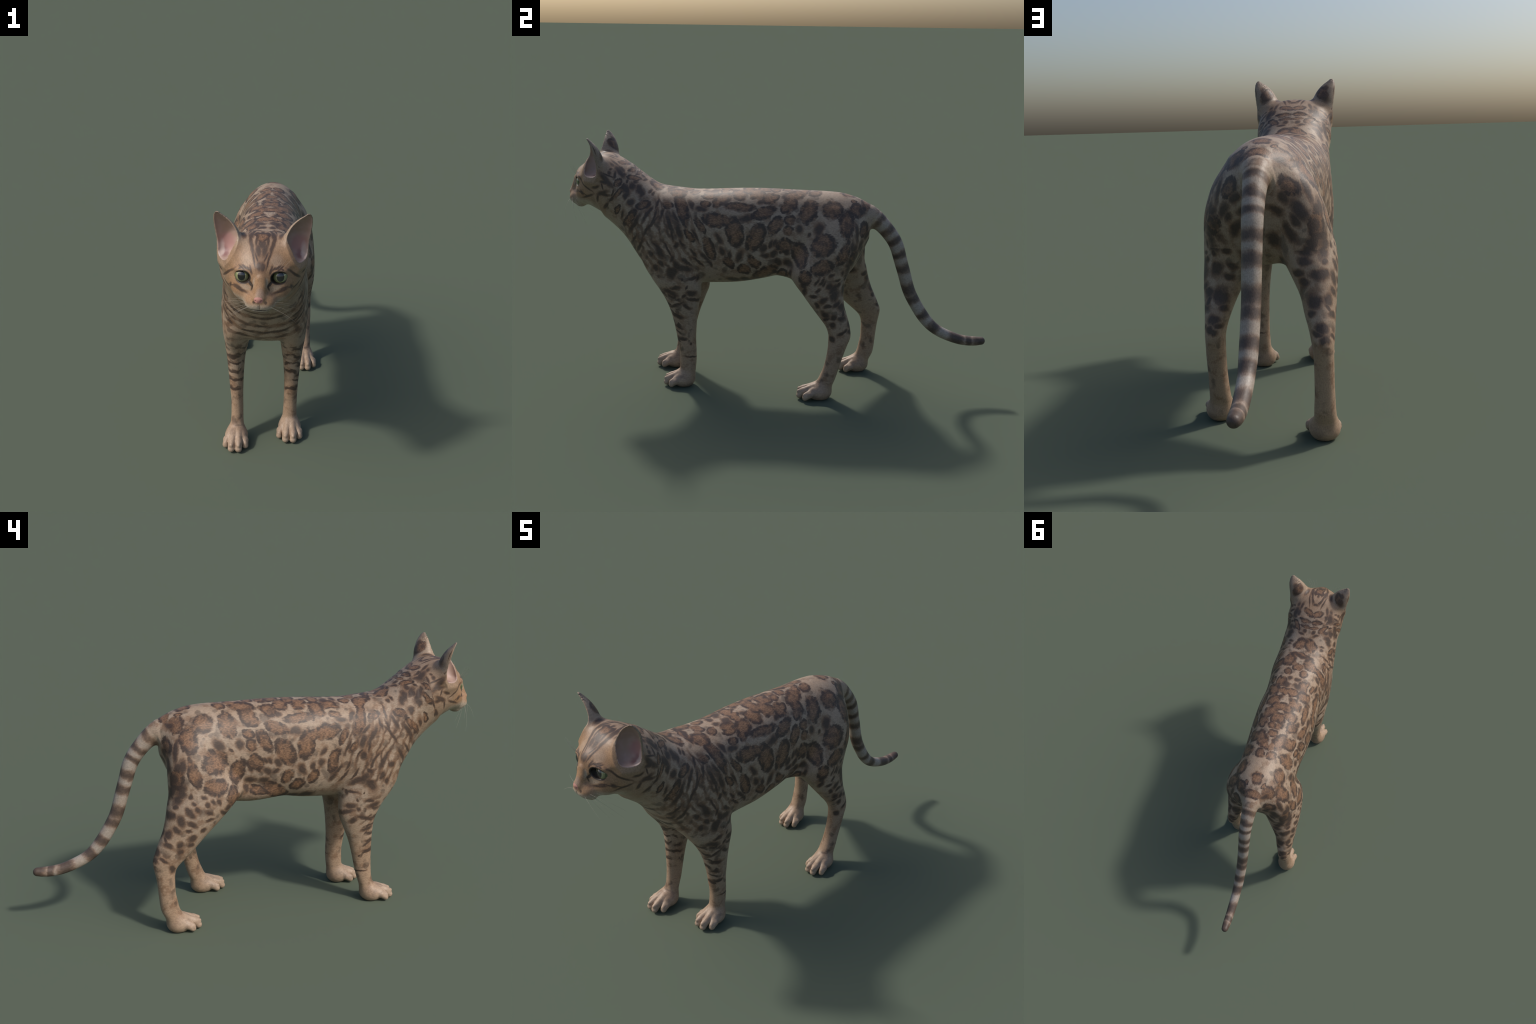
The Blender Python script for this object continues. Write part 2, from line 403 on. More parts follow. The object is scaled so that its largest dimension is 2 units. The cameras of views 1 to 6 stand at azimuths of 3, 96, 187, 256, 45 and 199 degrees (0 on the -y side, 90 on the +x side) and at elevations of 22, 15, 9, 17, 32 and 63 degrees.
MARKS["flank"] = [          # rosettes of the ribs and belly
    ("R", 0.164, 0.055, 0.723, 15, 0.033, 0.032), ("S", 0.160, 0.070, 0.688, 15, 0.010, 0.011), ("S", 0.162, 0.039, 0.690, 39, 0.007, 0.008),
    ("R", 0.156, 0.007, 0.812, 55, 0.046, 0.027), ("R", 0.139, -0.049, 0.861, 25, 0.056, 0.024), ("R", 0.078, -0.010, 0.927, 36, 0.031, 0.021),
    ("R", 0.070, -0.076, 0.933, 29, 0.033, 0.023), ("S", 0.104, -0.059, 0.908, 25, 0.015, 0.012), ("R", 0.123, -0.152, 0.890, -2, 0.066, 0.023),
    ("R", 0.071, -0.161, 0.932, 26, 0.031, 0.027), ("S", 0.153, -0.129, 0.839, 1, 0.025, 0.017), ("R", 0.172, -0.079, 0.757, 67, 0.060, 0.033),
    ("R", 0.155, -0.258, 0.829, -7, 0.061, 0.031), ("R", 0.171, -0.171, 0.778, -76, 0.063, 0.033), ("R", 0.160, -0.209, 0.821, -42, 0.033, 0.021),
    ("R", 0.164, -0.333, 0.802, -61, 0.043, 0.014), ("S", 0.172, -0.244, 0.742, -53, 0.022, 0.011), ("R", 0.170, -0.292, 0.696, -75, 0.052, 0.024),
    ("S", 0.173, -0.232, 0.691, -42, 0.017, 0.015), ("S", 0.173, -0.145, 0.668, 63, 0.026, 0.014), ("R", 0.166, -0.202, 0.633, -39, 0.031, 0.023),
    ("S", 0.174, -0.194, 0.674, 76, 0.018, 0.009), ("R", 0.162, -0.085, 0.639, -57, 0.035, 0.020), ("R", 0.150, -0.128, 0.601, -38, 0.032, 0.024),
    ("R", 0.127, -0.039, 0.581, 40, 0.067, 0.031), ("R", 0.136, 0.044, 0.585, 26, 0.035, 0.021), ("S", 0.171, -0.044, 0.712, 57, 0.020, 0.013),
    ("S", 0.163, 0.008, 0.681, 50, 0.018, 0.013), ("S", 0.167, -0.032, 0.676, -5, 0.019, 0.010), ("S", 0.169, -0.008, 0.730, 67, 0.015, 0.010),
    ("S", 0.167, 0.011, 0.734, 71, 0.013, 0.008), ("S", 0.150, 0.023, 0.643, -5, 0.021, 0.014), ("R", 0.080, -0.229, 0.925, -2, 0.026, 0.019),
    ("R", 0.115, -0.258, 0.897, 22, 0.017, 0.020), ("R", 0.085, -0.300, 0.922, 0, 0.035, 0.013), ("R", 0.119, -0.310, 0.895, 2, 0.023, 0.015),
    ("S", 0.136, -0.328, 0.874, 6, 0.023, 0.011), ("S", 0.040, -0.277, 0.938, -3, 0.014, 0.011), ("S", 0.130, -0.377, 0.890, -65, 0.022, 0.008),
    ("S", 0.109, -0.185, 0.544, -30, 0.029, 0.019), ("S", 0.098, -0.127, 0.544, -27, 0.031, 0.017),
]
MARKS["shoulder"] = [          # bars and strokes of the shoulder
    ("R", 0.140, -0.413, 0.878, -72, 0.076, 0.022), ("R", 0.085, -0.440, 0.929, -19, 0.030, 0.020), ("S", 0.126, -0.376, 0.894, -64, 0.019, 0.008),
    ("S", 0.162, -0.436, 0.832, -53, 0.025, 0.008), ("R", 0.139, -0.482, 0.886, -16, 0.031, 0.017), ("S", 0.170, -0.465, 0.803, -66, 0.045, 0.011),
    ("S", 0.175, -0.457, 0.753, -84, 0.028, 0.006), ("S", 0.134, -0.534, 0.891, 87, 0.034, 0.005), ("S", 0.157, -0.508, 0.847, 79, 0.028, 0.007),
    ("S", 0.166, -0.554, 0.792, 49, 0.054, 0.006), ("S", 0.161, -0.538, 0.829, 73, 0.033, 0.005), ("S", 0.158, -0.576, 0.837, 57, 0.031, 0.008),
    ("S", 0.151, -0.562, 0.859, 71, 0.018, 0.007), ("S", 0.142, -0.575, 0.882, 73, 0.014, 0.008), ("R", 0.146, -0.600, 0.881, 24, 0.030, 0.016),
    ("S", 0.120, -0.615, 0.938, 75, 0.018, 0.012), ("S", 0.123, -0.658, 0.961, 68, 0.014, 0.011), ("S", 0.161, -0.638, 0.797, 57, 0.054, 0.010),
    ("R", 0.159, -0.660, 0.823, 49, 0.051, 0.015), ("S", 0.149, -0.651, 0.714, 58, 0.042, 0.006), ("S", 0.151, -0.650, 0.894, 48, 0.016, 0.013),
    ("S", 0.157, -0.615, 0.692, 66, 0.044, 0.008), ("S", 0.169, -0.563, 0.660, -49, 0.017, 0.011), ("S", 0.177, -0.522, 0.678, -60, 0.038, 0.011),
    ("S", 0.173, -0.537, 0.703, -56, 0.019, 0.006), ("S", 0.172, -0.423, 0.775, -81, 0.034, 0.011), ("R", 0.172, -0.381, 0.750, -60, 0.031, 0.015),
    ("S", 0.171, -0.354, 0.751, -71, 0.035, 0.006), ("S", 0.175, -0.435, 0.706, 49, 0.016, 0.010), ("S", 0.178, -0.460, 0.643, 50, 0.015, 0.008),
    ("S", 0.176, -0.515, 0.614, -59, 0.018, 0.010), ("S", 0.170, -0.538, 0.588, -75, 0.015, 0.010), ("S", 0.174, -0.433, 0.613, -45, 0.027, 0.015),
    ("S", 0.165, -0.395, 0.599, -30, 0.028, 0.010), ("S", 0.176, -0.463, 0.586, -19, 0.018, 0.017), ("S", 0.165, -0.315, 0.653, -45, 0.032, 0.008),
    ("S", 0.156, -0.295, 0.620, -51, 0.020, 0.008), ("S", 0.169, -0.363, 0.667, -52, 0.022, 0.006), ("S", 0.174, -0.412, 0.716, -56, 0.020, 0.005),
    ("S", 0.178, -0.482, 0.683, -57, 0.038, 0.005), ("S", 0.165, -0.392, 0.628, -49, 0.028, 0.005), ("S", 0.159, -0.344, 0.625, -51, 0.032, 0.005),
    ("R", 0.036, -0.548, 0.957, 17, 0.026, 0.035), ("S", 0.005, -0.476, 0.947, 68, 0.041, 0.009), ("S", 0.154, -0.693, 0.836, 74, 0.019, 0.007),
    ("R", 0.151, -0.719, 0.860, 56, 0.024, 0.011), ("S", 0.147, -0.677, 0.923, 48, 0.014, 0.011), ("S", 0.097, -0.575, 0.941, 71, 0.014, 0.006),
    ("S", 0.101, -0.559, 0.932, 74, 0.013, 0.007), ("S", 0.059, -0.488, 0.943, 86, 0.020, 0.007),
]
MARKS["thigh"] = [          # blotches of the hind leg
    ("S", 0.192, 0.423, 0.531, 59, 0.020, 0.013), ("S", 0.222, 0.386, 0.505, 70, 0.026, 0.016), ("S", 0.227, 0.346, 0.539, 58, 0.027, 0.013),
    ("S", 0.229, 0.311, 0.555, 57, 0.014, 0.011), ("S", 0.230, 0.338, 0.483, 30, 0.021, 0.011), ("S", 0.176, 0.458, 0.449, -20, 0.016, 0.018),
    ("S", 0.211, 0.434, 0.455, 40, 0.013, 0.011), ("S", 0.221, 0.406, 0.467, 38, 0.019, 0.010), ("S", 0.219, 0.442, 0.405, 21, 0.022, 0.010),
    ("S", 0.227, 0.390, 0.405, -23, 0.012, 0.012), ("S", 0.223, 0.350, 0.397, 36, 0.015, 0.008), ("S", 0.227, 0.344, 0.422, -19, 0.018, 0.013),
    ("S", 0.197, 0.488, 0.372, 81, 0.015, 0.014), ("S", 0.222, 0.462, 0.339, 33, 0.021, 0.007), ("S", 0.225, 0.388, 0.372, -21, 0.012, 0.011),
    ("S", 0.218, 0.422, 0.298, -24, 0.013, 0.013), ("S", 0.227, 0.268, 0.573, 67, 0.012, 0.007), ("S", 0.225, 0.248, 0.581, 62, 0.016, 0.007),
    ("S", 0.222, 0.223, 0.581, 61, 0.017, 0.007), ("S", 0.230, 0.264, 0.537, 38, 0.017, 0.007), ("S", 0.209, 0.200, 0.523, 63, 0.022, 0.010),
    ("S", 0.207, 0.180, 0.549, -10, 0.016, 0.011), ("S", 0.192, 0.405, 0.569, 49, 0.012, 0.009), ("S", 0.222, 0.358, 0.555, 57, 0.013, 0.008),
    ("S", 0.193, 0.391, 0.598, 52, 0.017, 0.010), ("S", 0.212, 0.346, 0.609, 49, 0.011, 0.009), ("S", 0.221, 0.287, 0.606, 31, 0.012, 0.007),
    ("S", 0.227, 0.267, 0.503, -7, 0.017, 0.007), ("S", 0.224, 0.297, 0.456, -51, 0.014, 0.009), ("S", 0.201, 0.501, 0.338, -82, 0.013, 0.014),
    ("S", 0.208, 0.450, 0.430, 79, 0.014, 0.007), ("S", 0.222, 0.330, 0.580, 18, 0.011, 0.007), ("S", 0.229, 0.362, 0.457, 16, 0.017, 0.006),
    ("S", 0.192, 0.394, 0.594, 41, 0.020, 0.018), ("S", 0.062, 0.345, 0.557, 25, 0.034, 0.016), ("S", 0.134, 0.426, 0.573, -76, 0.016, 0.014),
    ("S", 0.177, 0.433, 0.526, 41, 0.026, 0.016), ("S", 0.114, 0.426, 0.532, 10, 0.018, 0.011), ("S", 0.165, 0.458, 0.450, -19, 0.024, 0.019),
    ("S", 0.159, 0.470, 0.414, -31, 0.013, 0.012), ("S", 0.186, 0.492, 0.369, -63, 0.016, 0.013), ("S", 0.190, 0.506, 0.332, -79, 0.011, 0.012),
    ("S", 0.210, 0.437, 0.451, -78, 0.016, 0.018), ("S", 0.133, 0.437, 0.503, 0, 0.017, 0.011), ("S", 0.172, 0.496, 0.354, -16, 0.014, 0.008),
]
MARKS["back"] = [          # rosettes along the spine
    ("R", 0.048, 0.086, 0.940, 75, 0.034, 0.033), ("R", 0.096, 0.075, 0.910, 79, 0.043, 0.029), ("R", 0.082, -0.025, 0.925, 75, 0.037, 0.029),
    ("R", 0.058, -0.083, 0.938, 84, 0.034, 0.029), ("R", 0.059, -0.168, 0.937, 87, 0.031, 0.029), ("R", 0.089, -0.237, 0.920, 63, 0.042, 0.030),
    ("R", 0.063, -0.295, 0.931, 73, 0.026, 0.029), ("S", 0.031, -0.279, 0.939, -51, 0.018, 0.015), ("S", 0.020, -0.323, 0.938, -62, 0.013, 0.013),
    ("S", 0.023, -0.324, 0.938, 56, 0.013, 0.011), ("S", 0.041, -0.288, 0.937, -47, 0.013, 0.010), ("R", 0.045, -0.371, 0.935, 53, 0.025, 0.021),
    ("R", 0.060, -0.444, 0.938, -52, 0.036, 0.036), ("R", 0.005, -0.409, 0.939, -86, 0.022, 0.023), ("R", 0.033, -0.552, 0.959, -58, 0.039, 0.030),
    ("R", 0.002, -0.486, 0.948, -87, 0.062, 0.015), ("R", 0.036, -0.120, 0.945, -41, 0.027, 0.028), ("R", 0.010, -0.126, 0.948, -46, 0.027, 0.023),
    ("R", 0.012, -0.047, 0.949, -30, 0.027, 0.025), ("R", 0.016, -0.002, 0.949, -74, 0.021, 0.022), ("R", 0.005, 0.048, 0.949, 54, 0.022, 0.019),
    ("R", 0.032, -0.232, 0.942, -35, 0.020, 0.026), ("R", 0.018, -0.229, 0.943, 52, 0.023, 0.025), ("S", 0.030, -0.188, 0.944, 50, 0.012, 0.012),
    ("R", 0.017, 0.128, 0.947, 46, 0.027, 0.018), ("R", 0.033, 0.184, 0.943, 52, 0.026, 0.022), ("S", 0.027, 0.081, 0.946, 50, 0.015, 0.010),
]
MARKS["nape"] = [          # bars across the nape
    ("R", 0.025, -0.712, 1.049, 59, 0.033, 0.016), ("R", 0.031, -0.672, 1.031, 71, 0.032, 0.011), ("R", 0.010, -0.643, 1.016, 85, 0.036, 0.010),
    ("S", 0.004, -0.757, 1.069, -72, 0.010, 0.006), ("S", 0.097, -0.720, 1.023, -40, 0.029, 0.013), ("S", 0.090, -0.752, 1.046, -44, 0.013, 0.009),
    ("R", 0.138, -0.723, 0.979, 40, 0.017, 0.013), ("S", 0.128, -0.756, 1.019, 88, 0.010, 0.008), ("R", 0.118, -0.799, 1.122, 5, 0.034, 0.023),
    ("R", 0.073, -0.648, 1.001, 26, 0.026, 0.016), ("S", 0.146, -0.766, 0.995, -49, 0.040, 0.011), ("S", 0.023, -0.621, 1.000, -33, 0.012, 0.010),
    ("S", 0.118, -0.655, 0.965, -63, 0.020, 0.012), ("S", 0.136, -0.681, 0.953, -63, 0.029, 0.013), ("S", 0.045, -0.608, 0.987, 57, 0.018, 0.007),
    ("S", 0.112, -0.625, 0.953, -79, 0.020, 0.014), ("S", 0.039, -0.826, 1.092, 6, 0.022, 0.008), ("S", 0.071, -0.820, 1.092, -17, 0.024, 0.009),
]
MARKS["crown"] = [          # lines of the crown
    ("S", 0.031, -0.799, 1.090, 14, 0.046, 0.005), ("S", 0.020, -0.776, 1.081, 28, 0.021, 0.004), ("S", 0.040, -0.865, 1.078, -5, 0.052, 0.006),
    ("S", 0.041, -0.777, 1.078, 11, 0.034, 0.004), ("R", 0.001, -0.845, 1.091, -33, 0.033, 0.018), ("S", 0.000, -0.812, 1.095, -5, 0.014, 0.005),
    ("S", 0.024, -0.820, 1.095, 28, 0.014, 0.005),
]
MARKS["forehead"] = [          # lines of the forehead and brows
    ("S", 0.040, -0.868, 1.076, 0, 0.022, 0.004), ("S", 0.027, -0.914, 1.037, -1, 0.039, 0.003), ("S", 0.034, -0.886, 1.063, 3, 0.022, 0.003),
    ("S", 0.006, -0.940, 1.019, 5, 0.016, 0.009), ("S", 0.021, -0.859, 1.085, 3, 0.024, 0.004), ("S", 0.011, -0.892, 1.061, -7, 0.022, 0.009),
    ("S", 0.017, -0.911, 1.042, -14, 0.018, 0.003), ("R", 0.007, -0.842, 1.092, 64, 0.011, 0.015), ("S", 0.005, -0.874, 1.075, -11, 0.017, 0.008),
    ("S", 0.058, -0.925, 1.010, -33, 0.016, 0.004), ("S", 0.075, -0.922, 1.003, -73, 0.006, 0.003), ("S", 0.036, -0.938, 1.004, 20, 0.015, 0.004),
    ("S", 0.069, -0.922, 1.007, -27, 0.015, 0.003), ("S", 0.045, -0.933, 1.007, -12, 0.009, 0.003),
]
MARKS["neck_side"] = [          # spots of the neck
    ("S", 0.150, -0.770, 0.983, -5, 0.019, 0.008), ("S", 0.153, -0.814, 0.960, 25, 0.019, 0.006), ("R", 0.133, -0.721, 0.985, 52, 0.026, 0.013),
    ("S", 0.129, -0.696, 0.973, 85, 0.012, 0.005), ("S", 0.123, -0.661, 0.963, 76, 0.015, 0.009), ("S", 0.111, -0.682, 0.990, 73, 0.012, 0.005),
    ("S", 0.114, -0.754, 1.031, 63, 0.009, 0.005), ("S", 0.137, -0.762, 1.012, -15, 0.032, 0.004), ("S", 0.122, -0.735, 1.011, 86, 0.019, 0.005),
    ("R", 0.081, -0.662, 1.005, 34, 0.027, 0.011), ("S", 0.078, -0.716, 1.033, -8, 0.015, 0.009), ("S", 0.092, -0.700, 1.017, 40, 0.012, 0.009),
    ("S", 0.115, -0.624, 0.949, 78, 0.023, 0.009), ("S", 0.126, -0.610, 0.926, 70, 0.019, 0.010), ("S", 0.154, -0.771, 0.929, -16, 0.019, 0.008),
    ("S", 0.113, -0.893, 0.924, -52, 0.011, 0.006), ("R", 0.149, -0.714, 0.938, 51, 0.035, 0.012), ("S", 0.155, -0.740, 0.936, 76, 0.018, 0.004),
    ("S", 0.148, -0.677, 0.919, 71, 0.018, 0.007), ("S", 0.154, -0.744, 0.906, 49, 0.020, 0.005), ("S", 0.071, -0.746, 1.051, -27, 0.020, 0.007),
    ("S", 0.155, -0.781, 0.964, -75, 0.016, 0.003), ("S", 0.097, -0.646, 0.982, 50, 0.015, 0.009),
]
MARKS["ear_back"] = [          # backs of the ears
    ("S", 0.136, -0.806, 1.142, 37, 0.013, 0.011), ("S", 0.106, -0.812, 1.127, 45, 0.013, 0.011), ("S", 0.132, -0.787, 1.105, 1, 0.025, 0.015),
    ("S", 0.112, -0.785, 1.078, -64, 0.013, 0.004), ("S", 0.173, -0.808, 1.130, -67, 0.019, 0.002), ("S", 0.152, -0.786, 1.040, -41, 0.018, 0.003),
    ("R", 0.130, -0.793, 1.112, 25, 0.019, 0.017),
]
MARKS["foreleg"] = [          # bars of the foreleg
    ("S", 0.161, -0.376, 0.549, 8, 0.029, 0.007), ("S", 0.161, -0.377, 0.480, -9, 0.026, 0.011), ("S", 0.152, -0.362, 0.451, -16, 0.037, 0.008),
    ("S", 0.157, -0.389, 0.411, -25, 0.020, 0.010), ("S", 0.161, -0.450, 0.414, 22, 0.043, 0.007), ("S", 0.154, -0.460, 0.358, -12, 0.027, 0.008),
    ("S", 0.147, -0.469, 0.307, -4, 0.021, 0.006), ("S", 0.143, -0.466, 0.251, -6, 0.025, 0.008), ("S", 0.167, -0.481, 0.475, -10, 0.031, 0.013),
    ("S", 0.167, -0.411, 0.463, 47, 0.012, 0.007), ("S", 0.137, -0.427, 0.226, 62, 0.005, 0.005), ("S", 0.146, -0.354, 0.546, 75, 0.015, 0.008),
    ("S", 0.131, -0.442, 0.149, -7, 0.029, 0.004), ("S", 0.176, -0.462, 0.577, 54, 0.036, 0.018), ("S", 0.167, -0.403, 0.602, -19, 0.034, 0.012),
    ("S", 0.172, -0.458, 0.503, 13, 0.021, 0.008), ("S", 0.170, -0.408, 0.509, 63, 0.009, 0.004), ("S", 0.174, -0.427, 0.549, 29, 0.004, 0.005),
    ("S", 0.176, -0.519, 0.618, -50, 0.009, 0.010), ("S", 0.170, -0.538, 0.591, -48, 0.009, 0.010),
]
MARKS["haunch"] = [          # blotches behind the haunch
    ("S", 0.064, 0.398, 0.874, -62, 0.016, 0.020), ("R", 0.095, 0.413, 0.800, 60, 0.036, 0.026), ("S", 0.047, 0.425, 0.721, -26, 0.022, 0.014),
    ("S", 0.121, 0.417, 0.727, 40, 0.029, 0.017), ("S", 0.172, 0.387, 0.731, -77, 0.016, 0.020), ("S", 0.165, 0.406, 0.683, 74, 0.021, 0.019),
    ("S", 0.029, 0.387, 0.638, -11, 0.022, 0.014), ("S", 0.150, 0.417, 0.631, 26, 0.013, 0.016), ("S", 0.195, 0.377, 0.641, 51, 0.015, 0.019),
    ("S", 0.082, 0.413, 0.663, -1, 0.030, 0.014), ("S", 0.141, 0.420, 0.605, 62, 0.019, 0.016), ("S", 0.105, 0.420, 0.701, 11, 0.016, 0.013),
    ("S", 0.076, 0.425, 0.764, 42, 0.018, 0.015), ("R", 0.076, 0.377, 0.881, 88, 0.034, 0.027), ("R", 0.004, 0.415, 0.905, -82, 0.047, 0.022),
]
MARKS["head_side"] = [          # strokes of the cheek
    ("S", 0.125, -0.876, 0.964, -24, 0.050, 0.004), ("S", 0.121, -0.860, 0.912, 29, 0.030, 0.005), ("S", 0.086, -0.928, 0.931, -4, 0.018, 0.005),
    ("S", 0.111, -0.899, 0.925, -17, 0.035, 0.002), ("S", 0.154, -0.783, 0.935, 24, 0.026, 0.009), ("S", 0.141, -0.773, 0.873, 54, 0.021, 0.007),
    ("S", 0.143, -0.808, 0.907, 69, 0.019, 0.005), ("S", 0.077, -0.935, 0.924, -5, 0.031, 0.005),
]


# ------------------------------------------------------------------ materials
class Nodes:
    """Small helper to write node trees as formulas."""

    def __init__(self, name):
        self.mat = bpy.data.materials.new(name)
        self.mat.use_nodes = True
        self.t = self.mat.node_tree
        self.bsdf = self.t.nodes["Principled BSDF"]

    def new(self, kind, **props):
        n = self.t.nodes.new(kind)
        for k, v in props.items():
            setattr(n, k, v)
        return n

    def plug(self, socket, value):
        if isinstance(value, bpy.types.NodeSocket):
            self.t.links.new(value, socket)
        elif value is not None:
            socket.default_value = value

    def math(self, op, a, b=None, c=None, clamp=False):
        n = self.new("ShaderNodeMath", operation=op, use_clamp=clamp)
        for s, v in zip(n.inputs, (a, b, c)):
            self.plug(s, v)
        return n.outputs[0]

    def vec(self, op, a, b=None, scale=None):
        n = self.new("ShaderNodeVectorMath", operation=op)
        self.plug(n.inputs[0], a)
        if b is not None:
            self.plug(n.inputs[1], b)
        if scale is not None:
            n.inputs["Scale"].default_value = scale
        return n.outputs["Value" if op in ("LENGTH", "DOT_PRODUCT") else "Vector"]

    def ramp(self, x, lo, hi, a=0.0, b=1.0):
        """Smooth step from a (at lo) to b (at hi)."""
        n = self.new("ShaderNodeMapRange", interpolation_type="SMOOTHSTEP")
        for s, v in zip(n.inputs, (x, lo, hi, a, b)):
            self.plug(s, v)
        return n.outputs[0]

    def noise(self, where, scale, detail=2.0, color=False):
        n = self.new("ShaderNodeTexNoise")
        self.plug(n.inputs["Vector"], where)
        n.inputs["Scale"].default_value = scale
        n.inputs["Detail"].default_value = detail
        return n.outputs["Color" if color else "Fac"]

    def mix(self, fac, a, b):
        n = self.new("ShaderNodeMix", data_type="RGBA")
        self.plug(n.inputs[0], fac)
        for s, v in ((n.inputs[6], a), (n.inputs[7], b)):
            self.plug(s, v if isinstance(v, bpy.types.NodeSocket) else (*v, 1.0))
        return n.outputs[2]

    def inside(self, where, centre, turn, radii):
        """Distance from the centre of an ellipsoid, 1 on its skin."""
        n = self.new("ShaderNodeMapping", vector_type="TEXTURE")
        self.plug(n.inputs["Vector"], where)
        n.inputs["Location"].default_value = centre
        n.inputs["Rotation"].default_value = turn
        n.inputs["Scale"].default_value = radii
        return self.vec("LENGTH", n.outputs[0])

    def nearest(self, values, default=9.0):
        out = None
        for v in values:
            out = v if out is None else self.math("MINIMUM", out, v)
        return default if out is None else out


SAND, BROWN, DARK = (0.330, 0.252, 0.186), (0.162, 0.085, 0.046), (0.043, 0.031, 0.027)
TAN, PALE, CREAM, ORANGE = (0.335, 0.228, 0.150), (0.400, 0.308, 0.235), (0.440, 0.372, 0.295), (0.300, 0.172, 0.088)
SILVER, GREY = (0.345, 0.298, 0.255), (0.120, 0.092, 0.078)


def coat(name, marks, patches=(), bands=None, mirrored=True, base=SAND, fill=0.0, depth=0.92, warp=0.024):
    """Short fur: ground colour, soft patches of other tones, rosettes and strokes, fine grain.
    marks: (kind, centre, turn, radii); patches: (colour, strength, softness, centre, radii)"""
    N = Nodes(name)
    place = N.new("ShaderNodeTexCoord").outputs["Object"]
    split = N.new("ShaderNodeSeparateXYZ")
    N.plug(split.inputs[0], place)
    x, y, z = split.outputs
    ax = N.math("ABSOLUTE", N.math("SUBTRACT", x, X0))
    join_ = N.new("ShaderNodeCombineXYZ")
    for s, v in zip(join_.inputs, (ax, y, z)):
        N.plug(s, v)
    flank = join_.outputs[0] if mirrored else place
    wob = N.vec("SUBTRACT", N.noise(place, 30, 4.0, True), (0.5, 0.5, 0.5))
    hair = N.new("ShaderNodeMapping")
    N.plug(hair.inputs["Vector"], place)
    hair.inputs["Scale"].default_value = (1.0, 0.30, 0.62)
    strand = N.noise(hair.outputs[0], 330, 2.0)
    fray = N.noise(hair.outputs[0], 190, 2.0)
    cloud = N.noise(place, 11, 3.0)
    drift = N.vec("SCALE", N.vec("SUBTRACT", N.noise(place, 7, 1.0, True), (0.5, 0.5, 0.5)), scale=warp * 1.6)
    at = N.vec("ADD", N.vec("ADD", flank, drift), N.vec("SCALE", wob, scale=warp))
    colour = N.mix(N.ramp(cloud, 0.3, 0.7), base, tuple(c * k for c, k in zip(base, (0.92, 0.86, 0.80))))
    for tone, strength, soft, centre, radii in patches:
        d = N.inside(at, centre, (0, 0, 0), radii)
        colour = N.mix(N.ramp(d, 1 - soft, 1 + soft, strength, 0.0), colour, tone)
    jitter = N.math("ADD", N.math("MULTIPLY", N.math("SUBTRACT", fray, 0.5), 0.85),
                    N.math("MULTIPLY", N.math("SUBTRACT", N.noise(place, 62, 2.0), 0.5), 0.55))
    ros = [m[1:] for m in marks if m[0] == "R"]
    solid = [m[1:] for m in marks if m[0] == "S"]
    dark = None
    if fill:                                       # small stray flecks where nothing else is
        cell = N.new("ShaderNodeTexVoronoi", feature="SMOOTH_F1")
        N.plug(cell.inputs["Vector"], N.vec("ADD", place, N.vec("SCALE", wob, scale=0.03)))
        cell.inputs["Scale"].default_value = 30
        patchy = N.ramp(N.noise(place, 16, 1.0), 0.42, 0.60)
        colour = N.mix(N.math("MULTIPLY", N.ramp(N.math("ADD", N.noise(place, 24, 3.0), N.math("MULTIPLY", N.math("SUBTRACT", fray, 0.5), 0.3)), 0.48, 0.70), fill), colour, BROWN)
        dark = N.math("MULTIPLY", N.math("MULTIPLY", N.ramp(cell.outputs["Distance"], 0.25, 0.42, 1.0, 0.0), patchy), fill)
    if bands:
        colour, more = bands(N, colour, x, ax, y, z, jitter, place)
        dark = more if dark is None else N.math("MAXIMUM", dark, more)
    if ros:
        d = N.math("ADD", N.nearest(N.inside(at, *m) for m in ros), N.math("MULTIPLY", jitter, 0.45))
        heart = N.ramp(d, 0.90, 1.22, 1.0, 0.0)
        warm = N.mix(N.ramp(strand, 0.35, 0.65), tuple(c * 0.78 for c in BROWN), tuple(c * 1.35 for c in BROWN))
        colour = N.mix(N.math("MULTIPLY", heart, 0.86), colour, warm)
        broken = N.ramp(N.noise(place, 36, 2.0), 0.38, 0.54, 0.22, 1.0)
        rim = N.math("MULTIPLY", N.ramp(d, 0.36, 0.84), N.ramp(d, 1.00, 1.26, 1.0, 0.0))
        rim = N.math("MULTIPLY", rim, broken)
        dark = rim if dark is None else N.math("MAXIMUM", dark, rim)
    if solid:
        d = N.math("ADD", N.nearest(N.inside(at, *m) for m in solid), N.math("MULTIPLY", jitter, 0.55))
        colour = N.mix(N.ramp(d, 0.95, 1.75, 0.65, 0.0), colour, BROWN)
        spot = N.ramp(d, 0.55, 1.42, 0.95, 0.0)
        dark = spot if dark is None else N.math("MAXIMUM", dark, spot)
    if dark is not None:
        colour = N.mix(N.math("MULTIPLY", dark, depth), colour, DARK)
    grain = N.new("ShaderNodeHueSaturation")
    N.plug(grain.inputs["Value"], N.ramp(strand, 0.25, 0.75, 0.84, 1.14))
    N.plug(grain.inputs["Color"], colour)
    N.plug(N.bsdf.inputs["Base Color"], grain.outputs[0])
    N.bsdf.inputs["Roughness"].default_value = 0.50
    N.bsdf.inputs["Specular IOR Level"].default_value = 0.42
    bump = N.new("ShaderNodeBump")
    bump.inputs["Strength"].default_value = 0.10
    bump.inputs["Distance"].default_value = 0.004
    N.plug(bump.inputs["Height"], N.math("ADD", strand, N.math("MULTIPLY", fray, 0.8)))
    N.plug(N.bsdf.inputs["Normal"], bump.outputs[0])
    return N


